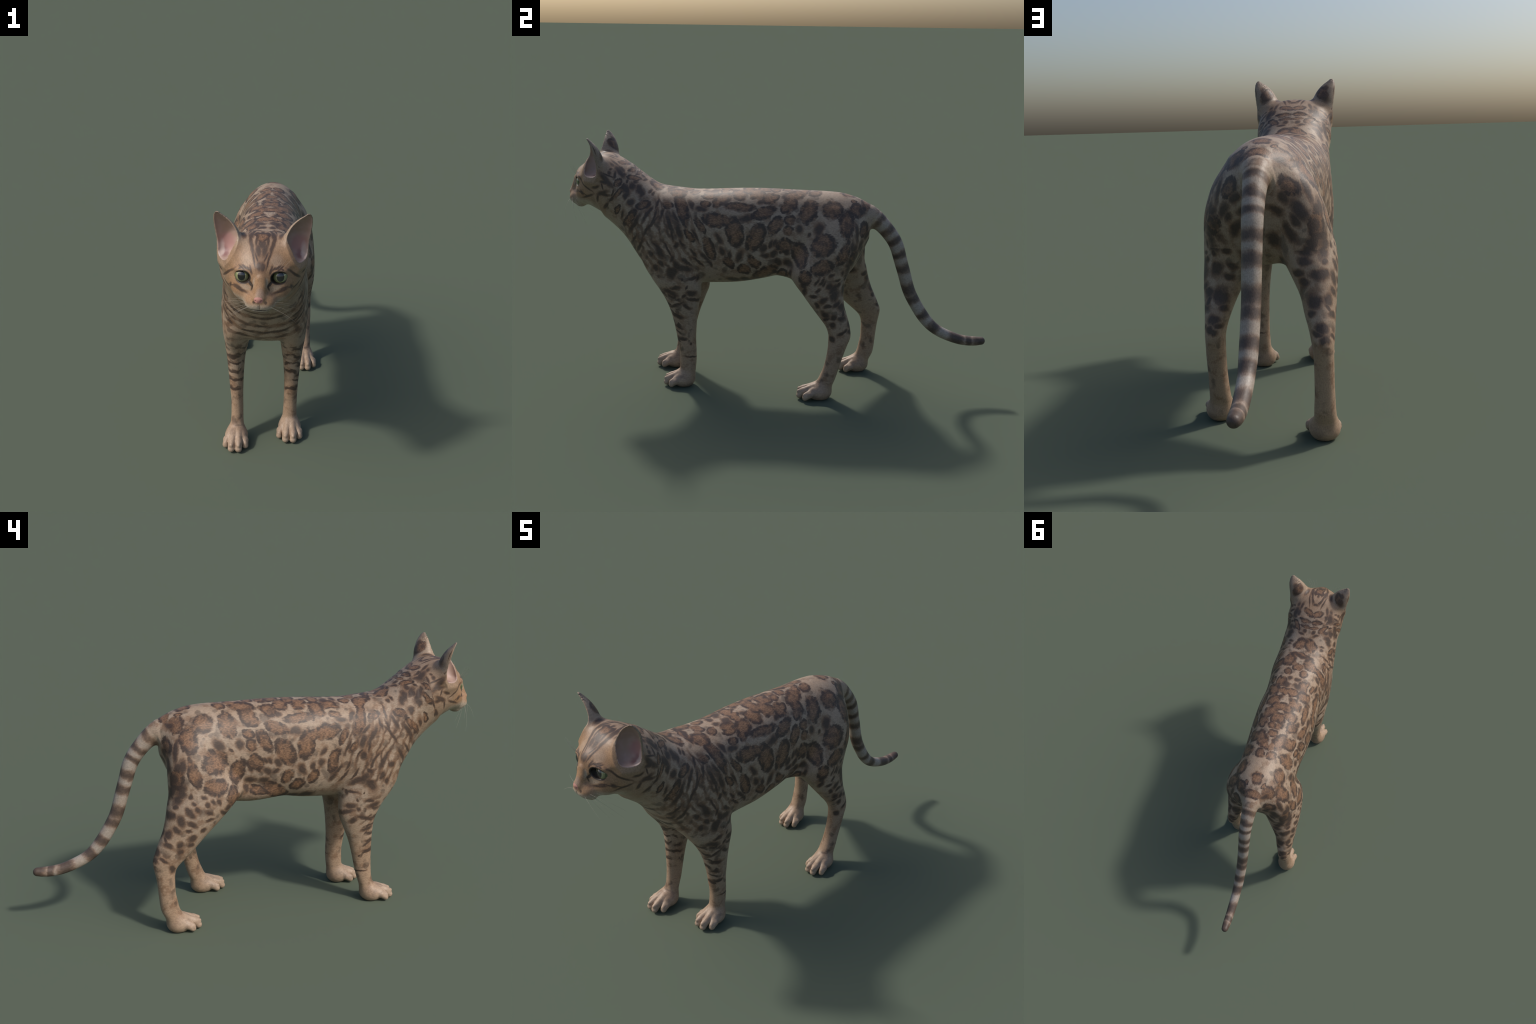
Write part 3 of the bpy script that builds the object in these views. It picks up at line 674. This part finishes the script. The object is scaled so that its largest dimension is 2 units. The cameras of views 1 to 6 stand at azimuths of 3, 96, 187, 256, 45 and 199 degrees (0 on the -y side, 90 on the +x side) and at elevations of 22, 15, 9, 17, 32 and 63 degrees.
def chest_bands(N, colour, x, ax, y, z, jitter, place):
    """Wavy dark bands that hang in loops across throat and breast."""
    lift = N.math("ADD", N.math("MULTIPLY", y, -0.75), N.math("MULTIPLY", ax, -0.20))
    phase = N.math("ADD", N.math("ADD", z, lift), N.math("MULTIPLY", N.noise(place, 8, 2.0), 0.110))
    s = N.math("SINE", N.math("MULTIPLY", phase, 2 * math.pi / 0.066))
    s = N.math("ADD", s, N.math("MULTIPLY", jitter, 0.9))
    d = N.inside(place, (X0, -0.665, 0.640), (0, 0, 0), (0.205, 0.125, 0.185))
    here = N.ramp(d, 0.72, 1.06, 1.0, 0.0)
    gaps = N.ramp(N.noise(place, 17, 1.0), 0.42, 0.56, 0.05, 1.0)
    colour = N.mix(N.math("MULTIPLY", here, N.ramp(s, -0.4, 0.8, 0.0, 0.62)), colour, BROWN)
    return colour, N.math("MULTIPLY", N.math("MULTIPLY", here, gaps), N.ramp(s, 0.10, 0.85, 0.0, 0.92))


def shoulder_bands(N, colour, x, ax, y, z, jitter, place):
    """Throat bands, and steep rippling strokes over the shoulder blade and the neck."""
    colour, dark = chest_bands(N, colour, x, ax, y, z, jitter, place)
    phase = N.math("ADD", N.math("ADD", y, N.math("MULTIPLY", z, 0.42)), N.math("MULTIPLY", N.noise(place, 8, 3.0), 0.16))
    s = N.math("ADD", N.math("SINE", N.math("MULTIPLY", phase, 2 * math.pi / 0.040)), N.math("MULTIPLY", jitter, 0.9))
    flat = N.new("ShaderNodeCombineXYZ")
    for a, b in zip(flat.inputs, (ax, y, z)):
        N.plug(a, b)
    here = N.ramp(N.inside(flat.outputs[0], (0.17, -0.52, 0.755), (-0.6, 0, 0), (0.12, 0.21, 0.21)), 0.70, 1.10, 1.0, 0.0)
    gaps = N.ramp(N.noise(place, 15, 1.0), 0.40, 0.58, 0.10, 1.0)
    colour = N.mix(N.math("MULTIPLY", here, N.ramp(s, -0.5, 0.6, 0.0, 0.62)), colour, BROWN)
    return colour, N.math("MAXIMUM", dark, N.math("MULTIPLY", N.math("MULTIPLY", here, gaps), N.ramp(s, 0.30, 1.1, 0.0, 0.72)))


def leg_bands(front_y, low, high):
    """Dark bars across the front of a foreleg."""

    def make(N, colour, x, ax, y, z, jitter, place):
        colour, above = shoulder_bands(N, colour, x, ax, y, z, jitter, place)
        phase = N.math("ADD", N.math("ADD", z, N.math("MULTIPLY", y, 0.30)), N.math("MULTIPLY", N.noise(place, 16, 2.0), 0.070))
        s = N.math("ADD", N.math("SINE", N.math("MULTIPLY", phase, 2 * math.pi / 0.043)), N.math("MULTIPLY", jitter, 0.7))
        here = N.math("MULTIPLY", N.ramp(y, front_y, front_y + 0.028, 1.0, 0.0), N.math("MULTIPLY", N.ramp(z, low, low + 0.03), N.ramp(z, high, high + 0.09, 1.0, 0.0)))
        here = N.math("MULTIPLY", here, N.ramp(N.noise(place, 24, 1.0), 0.38, 0.52, 0.15, 1.0))
        colour = N.mix(N.math("MULTIPLY", here, N.ramp(s, -0.2, 0.9, 0.0, 0.6)), colour, BROWN)
        return colour, N.math("MAXIMUM", above, N.math("MULTIPLY", here, N.ramp(s, 0.15, 0.75, 0.0, 0.92)))

    return make


def plain(name, colour, roughness=0.5, specular=0.4):
    N = Nodes(name)
    place = N.new("ShaderNodeTexCoord").outputs["Object"]
    N.plug(N.bsdf.inputs["Base Color"], N.mix(N.noise(place, 60, 3.0), tuple(c * 0.85 for c in colour), tuple(min(1, c * 1.12) for c in colour)))
    N.bsdf.inputs["Roughness"].default_value = roughness
    N.bsdf.inputs["Specular IOR Level"].default_value = specular
    return N


def nose_skin():
    N = plain("nose_leather", (0.46, 0.225, 0.19), 0.42, 0.5)
    return N.mat


def inner_ear_skin():
    """Pale rim fur, pink skin deep in the cup."""
    N = Nodes("inner_ear_skin")
    place = N.new("ShaderNodeTexCoord").outputs["Object"]
    split = N.new("ShaderNodeSeparateXYZ")
    N.plug(split.inputs[0], place)
    j = N.new("ShaderNodeCombineXYZ")
    for s, v in zip(j.inputs, (N.math("ABSOLUTE", N.math("SUBTRACT", split.outputs[0], X0)), split.outputs[1], split.outputs[2])):
        N.plug(s, v)
    wob = N.vec("SCALE", N.vec("SUBTRACT", N.noise(place, 60, 2.0, True), (0.5, 0.5, 0.5)), scale=0.012)
    at = N.vec("ADD", j.outputs[0], wob)
    colour = N.mix(N.ramp(N.noise(place, 40, 3.0), 0.3, 0.7), (0.40, 0.285, 0.245), (0.36, 0.25, 0.20))
    pink = N.inside(at, (0.130, -0.800, 1.055), (0, 0, 0), (0.036, 0.05, 0.040))
    colour = N.mix(N.ramp(pink, 0.5, 1.1, 0.8, 0.0), colour, (0.36, 0.185, 0.175))
    deep = N.inside(at, (0.136, -0.815, 1.022), (0, 0, 0), (0.018, 0.03, 0.026))
    colour = N.mix(N.ramp(deep, 0.4, 1.1, 0.75, 0.0), colour, (0.19, 0.085, 0.092))
    rim = N.inside(at, (0.150, -0.800, 1.020), (0, 0, 0), (0.013, 0.03, 0.045))
    colour = N.mix(N.ramp(rim, 0.5, 1.2, 0.7, 0.0), colour, (0.52, 0.43, 0.40))
    N.plug(N.bsdf.inputs["Base Color"], colour)
    N.bsdf.inputs["Roughness"].default_value = 0.55
    return N.mat


def eye_surface():
    """Wide dark pupil in a pale green iris under a clear cornea."""
    N = Nodes("cat_eye")
    place = N.new("ShaderNodeTexCoord").outputs["Object"]
    split = N.new("ShaderNodeSeparateXYZ")
    N.plug(split.inputs[0], place)
    flat = N.new("ShaderNodeCombineXYZ")
    N.plug(flat.inputs[0], split.outputs[0])
    N.plug(flat.inputs[2], split.outputs[2])
    r = N.vec("LENGTH", flat.outputs[0])
    pupil = N.inside(flat.outputs[0], (0, 0, 0.001), (0, 0, 0), (0.0140, 1.0, 0.0178))
    rays = N.noise(place, 220, 3.0)
    iris = N.mix(N.ramp(r, 0.012, 0.021), (0.38, 0.38, 0.22), (0.19, 0.20, 0.09))
    iris = N.mix(N.ramp(rays, 0.35, 0.7, 0.0, 0.35), iris, (0.20, 0.22, 0.08))
    colour = N.mix(N.ramp(r, 0.0222, 0.0240), iris, (0.060, 0.072, 0.030))
    colour = N.mix(N.ramp(pupil, 0.93, 1.05, 1.0, 0.0), colour, (0.012, 0.012, 0.014))
    N.plug(N.bsdf.inputs["Base Color"], colour)
    N.bsdf.inputs["Roughness"].default_value = 0.12
    N.bsdf.inputs["Specular IOR Level"].default_value = 0.6
    N.bsdf.inputs["Coat Weight"].default_value = 1.0
    N.bsdf.inputs["Coat Roughness"].default_value = 0.04
    return N.mat


# ------------------------------------------------------------------ parts
def which_part(C):
    """Name of the anatomical part that each face centre belongs to."""
    x, y, z = C.T
    part = np.full(len(C), "torso", dtype="U24")
    ahead = y < -0.585 - (0.97 - z) * 0.20
    part[ahead & (z > 0.60)] = "neck"
    head = y < -0.715 - (1.05 - z) * 0.30
    part[head & (z > 0.70)] = "head"
    # tail
    root = (y - 0.452) * 0.70 - (z - 0.838) * 0.70 > 0
    axis = np.array([(-0.004, b, c) for b, c in TAIL])
    near = np.full(len(C), 9.0)
    for a, b in zip(axis[:-1], axis[1:]):
        near = np.minimum(near, capsule(C, a, b, 0.0, 0.0))
    part[root & (near < 0.065) & (y > 0.4)] = "tail"
    for kind, rows in LEG.items():
        top = 0.56 if kind.startswith("front") else 0.60
        m = (z < top + 0.02) & (np.sign(x) == np.sign(rows[0][3]))
        f = np.full(len(C), 9.0)
        f[m] = slices_along_z(C[m], rows)
        tilt = top - 0.15 * np.abs(f)
        leg = m & (f < 0.008) & (z < tilt)
        cx, heel, tip, xs = PAW[kind]
        foot = (z < 0.16) & (np.abs(x - cx) < 0.09) & (y > tip - 0.05) & (y < heel + 0.06)
        part[leg | foot] = ("forelimb_" if kind.startswith("front") else "hindlimb_") + kind.split("_")[1]
        part[foot & (z < 0.082)] = "paw_" + kind
    for s in (-1, 1):
        m = (part == "head") & (z > 1.0) & (x * s > 0.05)
        idx = np.flatnonzero(m)
        shell, hollow = ear_field(C[idx], s)
        part[idx[(shell < 0.004) & (z[idx] > 1.045 + 0.4 * np.maximum(0, -0.80 - y[idx]))]] = "ear_" + ("a" if s > 0 else "b")
        part[idx[(np.abs(hollow) < 0.0022) & (z[idx] > 1.0)]] = "inner_ear_" + ("a" if s > 0 else "b")
    m = (part == "head") & (ellipsoid(C, (X0 - 0.004, -0.980, 0.9085), (0.0165, 0.014, 0.0125)) < 0.0)
    part[m] = "nose"
    return part


def frame(n):
    """Axes of the skin at a point: along the fur, across it, outwards."""
    e1 = Vector((0, 1, 0))
    e1 = e1 - n * e1.dot(n)
    if e1.length < 0.2:
        e1 = Vector((0, 0, 1)) - n * n.z
    e1.normalize()
    return e1, n.cross(e1)


def settle(tree, mark, depth, side=1, shift=None):
    """Lay one mark of the list on the skin: its centre, rotation and radii."""
    kind, mx, my, mz, turn, half, wide = mark
    p = Vector((X0 + mx, my, mz))
    if shift:
        p = Vector(shift(p))
    hit, n, _, _ = tree.find_nearest(p)
    e1, e2 = frame(n)
    a = math.radians(turn if side > 0 else -turn)
    u = e1 * math.cos(a) + e2 * math.sin(a)
    v = n.cross(u)
    turn3 = Matrix((u, v, n)).transposed().to_euler()
    grow = 1.05 if kind == "R" else 1.06
    return kind, (hit if shift else p), turn3, (half * grow, wide * grow, depth)


def build():
    V, Q = skin()
    V = relax(V, Q, 3, 0.5)
    V = relax(V, Q, 14, 0.6, (V[:, 1] > -0.80) & (V[:, 2] > 0.12) & ~((V[:, 2] > 1.03) & (np.abs(V[:, 0]) > 0.06)))
    whole = bpy.data.meshes.new("whole_skin")
    whole.from_pydata(V.tolist(), [], Q.tolist())
    whole.update()
    normals = np.empty(len(V) * 3, np.float32)
    whole.vertex_normals.foreach_get("vector", normals)
    normals = normals.reshape(-1, 3)
    tree = BVHTree.FromPolygons(V.tolist(), Q.tolist())
    bpy.data.meshes.remove(whole)
    C = V[Q].mean(1)
    part = which_part(C)

    cat = bpy.data.objects.new("cat", None)
    cat.empty_display_size = 0.3
    cat["label"] = "standing short-haired spotted cat with rosettes and ringed tail"
    cat["category"] = "cat"
    bpy.context.collection.objects.link(cat)

    def add(name, mesh, parent, material):
        ob = bpy.data.objects.new(name, mesh)
        bpy.context.collection.objects.link(ob)
        ob.parent = parent
        if material is not None and not mesh.materials:
            mesh.materials.append(material)
        return ob

    def region(key, name, parent, material):
        F = Q[part == key]
        used, inv = np.unique(F, return_inverse=True)
        me = bpy.data.meshes.new(name)
        me.from_pydata(V[used].tolist(), [], inv.reshape(-1, 4).tolist())
        me.polygons.foreach_set("use_smooth", np.ones(len(F), bool))
        me.update()
        me.normals_split_custom_set_from_vertices(normals[used].tolist())
        return add(name, me, parent, material)

    # which marks reach which faces
    settled = {}

    def reaching(P, lists, depth):
        P = P.copy()
        P[:, 0] = np.abs(P[:, 0] - X0)
        found = []
        for group in lists:
            for i, mark in enumerate(MARKS[group]):
                d = np.sqrt((((P - np.array(mark[1:4])) ** 2).sum(1)).min())
                if d < mark[5] * 1.45 + 0.012:
                    if (group, i) not in settled:
                        k, hit, turn, radii = settle(tree, mark, depth)
                        settled[group, i] = (k, (hit.x - X0, hit.y, hit.z), turn, radii)
                    found.append(settled[group, i])
        return found

    def quilt(key, ob, lists, depth, make, most=44):
        """Give a part several materials of one coat, each holding only the marks that reach its faces."""
        faces = np.flatnonzero(part == key)
        slot = np.zeros(len(faces), np.int32)
        todo = [np.arange(len(faces))]
        while todo:
            f = todo.pop()
            P = C[faces[f]]
            marks = reaching(P[:: max(1, len(P) // 1500)], lists, depth)
            if len(marks) > most and len(f) > 400:
                size = np.ptp(P, axis=0) * (0.6, 1, 1)
                a = int(np.argmax(size))
                low = P[:, a] < np.median(P[:, a])
                todo += [f[low], f[~low]]
                continue
            slot[f] = len(ob.data.materials)
            ob.data.materials.append(make(marks).mat)
        ob.data.polygons.foreach_set("material_index", slot)

    trunk_lists = ["rump", "haunch", "flank", "shoulder", "back", "nape", "neck_side", "thigh", "foreleg"]
    soft_under = [(PALE, 0.55, 0.5, (0, -0.60, 0.55), (0.11, 0.16, 0.13)), (PALE, 0.35, 0.4, (0, -0.05, 0.52), (0.10, 0.42, 0.06)),
                  (PALE, 0.40, 0.4, (0, -0.80, 0.76), (0.10, 0.12, 0.09))]
    torso = region("torso", "torso", cat, None)
    quilt("torso", torso, trunk_lists, 0.065, lambda marks: coat("coat_torso", marks, soft_under, shoulder_bands, fill=0.6, depth=0.88))
    neck = region("neck", "neck", cat, None)
    quilt("neck", neck, trunk_lists + ["head_side"], 0.05, lambda marks: coat("coat_neck", marks, soft_under, shoulder_bands, fill=0.6, depth=0.88))

    face = [(ORANGE, 0.65, 0.5, (0, -0.93, 0.97), (0.16, 0.11, 0.10)), (ORANGE, 0.6, 0.5, (0.10, -0.89, 0.925), (0.035, 0.05, 0.022)), (ORANGE, 0.5, 0.5, (0.085, -0.89, 1.03), (0.03, 0.05, 0.04)),
            (CREAM, 0.85, 0.35, (0.0, -0.955, 0.868), (0.062, 0.055, 0.024)), (CREAM, 0.70, 0.4, (0.07, -0.90, 0.865), (0.06, 0.07, 0.032)),
            (PALE, 0.55, 0.5, (0.0, -0.86, 0.825), (0.10, 0.10, 0.035)),
            (CREAM, 0.70, 0.5, (0.020, -0.955, 0.962), (0.0065, 0.025, 0.017)), (CREAM, 0.45, 0.5, (0.055, -0.945, 0.937), (0.024, 0.03, 0.012)),
            (ORANGE, 0.80, 0.5, (0.014, -0.968, 0.955), (0.008, 0.03, 0.040)), (ORANGE, 0.7, 0.5, (0.034, -0.965, 0.905), (0.016, 0.03, 0.014)),
            ((0.27, 0.20, 0.165), 0.6, 0.5, (0.0, -0.975, 0.930), (0.013, 0.02, 0.018)),
            (PALE, 0.35, 0.5, (0.055, -0.915, 1.030), (0.022, 0.03, 0.022)),
            (GREY, 0.45, 0.5, (0.0, -0.895, 1.055), (0.030, 0.06, 0.05)),
            (DARK, 0.80, 0.4, (0.020, -0.984, 0.900), (0.006, 0.012, 0.006)),
            ((0.20, 0.11, 0.10), 0.6, 0.4, (0.0, -0.960, 0.849), (0.024, 0.014, 0.008))]
    head = region("head", "head", cat, None)
    quilt("head", head, ["crown", "forehead", "head_side", "nape", "neck_side"], 0.025,
          lambda marks: rims(coat("coat_head", marks, face, chest_bands, base=(0.300, 0.212, 0.145), fill=0.2, depth=0.84, warp=0.007)))
    ear_mat = coat("coat_ear", reaching(C[part == "ear_a"], ["ear_back", "nape", "crown", "neck_side"], 0.012),
                   [(GREY, 0.5, 0.5, (0.16, -0.835, 1.175), (0.03, 0.04, 0.020)), (GREY, 0.35, 0.5, (0.14, -0.79, 1.10), (0.05, 0.05, 0.06))], depth=0.72, warp=0.008).mat
    cup_mat = inner_ear_skin()
    for s, k in ((1, "a"), (-1, "b")):
        region("ear_" + k, "ear", head, ear_mat)
        region("inner_ear_" + k, "inner_ear", head, cup_mat)
    region("nose", "nose", head, nose_skin())

    # limbs: the marks were read on the far leg; shift them to the stance of the near one
    def shifted(kind):
        rows = np.array(sorted(LEG[kind])).T
        ref = np.array(sorted(LEG[kind.split("_")[0] + "_far"])).T
        near = kind.endswith("near")

        def go(p):
            zz = p.z
            yf, yb, cx, hw = (curve(rows[0], rows[i], np.array([zz]))[0] for i in range(1, 5))
            rf, rb, rc, rh = (curve(ref[0], ref[i], np.array([zz]))[0] for i in range(1, 5))
            t = (p.y - rf) / (rb - rf)
            s = ((p.x - X0) - (-(rc - X0))) / rh        # marks are listed on the positive side
            side = 1 if near else -1
            k = min(1.0, max(0.0, (0.60 - zz) / 0.10))  # no shift where the limb meets the trunk
            x0, x1 = X0 + side * (p.x - X0), cx + s * hw * side
            y1 = yf + t * (yb - yf)
            return (x0 + k * (x1 - x0), p.y + k * (y1 - p.y), zz)

        return go

    for kind in LEG:
        fore, near = kind.startswith("front"), kind.endswith("near")
        key = ("forelimb_" if fore else "hindlimb_") + kind.split("_")[1]
        move = shifted(kind)
        marks = []
        for mark in MARKS["foreleg" if fore else "thigh"]:
            k, hit, turn, radii = settle(tree, mark, 0.028 if fore else 0.04, 1 if near else -1, move)
            marks.append((k, hit, turn, radii))
        for group in ("shoulder", "rump", "haunch", "flank"):
            for mark in MARKS[group]:
                if mark[3] < 0.74 and mark[1] > 0.015 and ((mark[2] < -0.3) if fore else (mark[2] > 0.02)):
                    flip = mark if near else (mark[0], -mark[1], *mark[2:])
                    marks.append(settle(tree, flip, 0.04, 1 if near else -1))
        cx, heel, tip, xs = PAW[kind]
        low = 0.26 if fore else 0.30
        mid = (LEG[kind][6][1] + LEG[kind][6][2]) / 2
        patches = [(TAN, 0.9, 0.35, (cx, (heel + tip) / 2 + (0.05 if fore else 0.10), 0.10), (0.30, 0.40, 0.21 if fore else 0.235)),
                   (PALE, 0.5, 0.5, (cx, tip + 0.04, 0.03), (0.08, 0.08, 0.06))]
        P = C[part == key][::9]
        marks = [m for m in marks if np.sqrt(((P - np.array(m[1])) ** 2).sum(1).min()) < m[3][0] * 1.45 + 0.012]
        mat = coat("coat_" + key, marks, soft_under + patches, leg_bands(mid - 0.022, 0.20, 0.46) if fore else None, mirrored=False, depth=0.88, fill=0.6).mat
        limb = region(key, "forelimb" if fore else "hindlimb", cat, mat)
        paw_mat = coat("coat_paw", [], patches, mirrored=False, base=TAN, fill=0.25, warp=0.008).mat
        region("paw_" + kind, "paw", limb, paw_mat)

    # tail: rings laid square to its axis
    axis = np.array([(-0.004, b, c) for b, c in TAIL])
    s = np.concatenate([[0], np.cumsum(np.linalg.norm(np.diff(axis, axis=0), axis=1))])
    rings = []
    for at_y, half in ((0.478, 0.017), (0.520, 0.014), (0.553, 0.014), (0.578, 0.016), (0.599, 0.021), (0.629, 0.026), (0.650, 0.020), (0.701, 0.019), (0.757, 0.022), (0.868, 0.032), (0.925, 0.012), (0.985, 0.034)):
        i = np.searchsorted(axis[:, 1], at_y)
        t = (at_y - axis[i - 1, 1]) / (axis[i, 1] - axis[i - 1, 1]) if i < len(axis) else 1.0
        i = min(i, len(axis) - 1)
        c = Vector(axis[i - 1] + t * (axis[i] - axis[i - 1]))
        u = Vector(axis[i] - axis[i - 1]).normalized()
        v = Vector((1, 0, 0))
        w = u.cross(v)
        c.x = 0.0
        rings.append(("S", c + Vector((0, 0, 0.008)), Matrix((u, v, w)).transposed().to_euler(), (half, 0.052, 0.050)))
    tail = coat("coat_tail", rings + reaching(C[part == "tail"], ["haunch"], 0.05), [(GREY, 0.4, 0.5, (0, 0.99, 0.256), (0.05, 0.04, 0.05)), (SAND, 1.0, 0.3, (0, 0.44, 0.85), (0.09, 0.065, 0.085))],
                base=SILVER, depth=0.80, warp=0.026).mat
    region("tail", "tail", cat, tail)
    eyes(head, add)
    whiskers(head, add)


def rims(N):
    """Dark skin round the eyes and along the mouth, over the finished head coat."""
    place = N.new("ShaderNodeTexCoord").outputs["Object"]
    split = N.new("ShaderNodeSeparateXYZ")
    N.plug(split.inputs[0], place)
    j = N.new("ShaderNodeCombineXYZ")
    for s, v in zip(j.inputs, (N.math("ABSOLUTE", N.math("SUBTRACT", split.outputs[0], X0)), split.outputs[1], split.outputs[2])):
        N.plug(s, v)
    at = j.outputs[0]
    socket = N.bsdf.inputs["Base Color"]
    colour = socket.links[0].from_socket
    lid = N.inside(at, (0.0675, -0.936, 0.9708), (0, 0.24, 0.35), (0.0312, 0.034, 0.0226))
    upper = N.inside(at, (0.0675, -0.936, 0.9745), (0, 0.24, 0.35), (0.0312, 0.034, 0.0226))
    corner = N.inside(at, (0.040, -0.955, 0.954), (0, -0.75, 0.5), (0.019, 0.022, 0.0085))
    tear = N.inside(at, (0.031, -0.955, 0.940), (0, -0.35, 0.3), (0.0045, 0.022, 0.016))
    mouth = N.inside(at, (0.0, -0.960, 0.8640), (0, 0, 0), (0.038, 0.028, 0.0030))
    groove = N.inside(at, (0.0, -0.985, 0.880), (0, 0, 0), (0.0030, 0.016, 0.0125))
    for d, lo, hi, strength in ((lid, 1.05, 1.22, 0.96), (upper, 1.02, 1.18, 0.85), (corner, 0.7, 1.1, 0.92), (tear, 0.5, 1.15, 0.8), (mouth, 0.8, 1.25, 0.9), (groove, 0.6, 1.2, 0.7)):
        colour = N.mix(N.ramp(d, lo, hi, strength, 0.0), colour, (0.020, 0.015, 0.013))
    N.plug(socket, colour)
    return N


def eyes(head, add):
    import bmesh
    mat = eye_surface()
    bm = bmesh.new()
    bmesh.ops.create_uvsphere(bm, u_segments=48, v_segments=32, radius=0.0300)
    me = bpy.data.meshes.new("eye")
    bm.to_mesh(me)
    bm.free()
    me.polygons.foreach_set("use_smooth", np.ones(len(me.polygons), bool))
    for s in (-1, 1):
        ob = add("eye", me, head, mat)
        ob.location = (X0 + 0.0655 * s, -0.9000, 0.9705)
        look = Vector((0.13 * s + 0.03, -1.0, 0.10)).normalized()
        ob.rotation_euler = look.to_track_quat("-Y", "Z").to_euler()


def whiskers(head, add):
    rng = random.Random(7)
    mat = plain("whisker_hair", (0.42, 0.36, 0.30), 0.4, 0.5).mat
    hairs = []
    for s in (-1, 1):
        for row, col in ((0, 1), (0, 2), (1, 0), (1, 1), (1, 2), (2, 1), (2, 2)):
            start = Vector((0.030 + 0.007 * col, -0.972 + 0.011 * col, 0.888 - 0.008 * row))
            way = Vector((0.62 + 0.10 * rng.random(), -0.20 + 0.26 * col + 0.1 * rng.random(), 0.10 - 0.22 * row))
            hairs.append((s, start, way.normalized(), 0.085 + 0.035 * rng.random(), -0.34 - 0.12 * rng.random()))
        for k in range(4):
            start = Vector((0.044 + 0.010 * k, -0.930, 1.006))
            way = Vector((0.12 + 0.16 * k, -0.50, 0.85))
            hairs.append((s, start, way.normalized(), 0.060 + 0.020 * rng.random(), -0.18 + 0.04 * k))
    for s, start, way, length, sag in hairs:
        rings, sides = 10, 5
        pts = [start + way * (length * t) + Vector((0, 0.25 * length * t * t, sag * length * t * t)) for t in np.linspace(0, 1, rings)]
        pts = [Vector((X0 + p.x * s, p.y, p.z)) for p in pts]
        verts, faces = [], []
        for i, p in enumerate(pts):
            d = (pts[min(i + 1, rings - 1)] - pts[max(i - 1, 0)]).normalized()
            a = d.orthogonal().normalized()
            b = d.cross(a)
            r = 0.00034 * (1 - 0.75 * i / (rings - 1))
            verts += [p + (a * math.cos(q) + b * math.sin(q)) * r for q in (2 * math.pi * k / sides for k in range(sides))]
            if i:
                o = (i - 1) * sides
                faces += [(o + k, o + (k + 1) % sides, o + sides + (k + 1) % sides, o + sides + k) for k in range(sides)]
        faces += [tuple(range(sides - 1, -1, -1)), tuple(range((rings - 1) * sides, rings * sides))]
        me = bpy.data.meshes.new("whisker")
        me.from_pydata(verts, [], faces)
        me.polygons.foreach_set("use_smooth", np.ones(len(faces), bool))
        add("whisker", me, head, mat)


build()
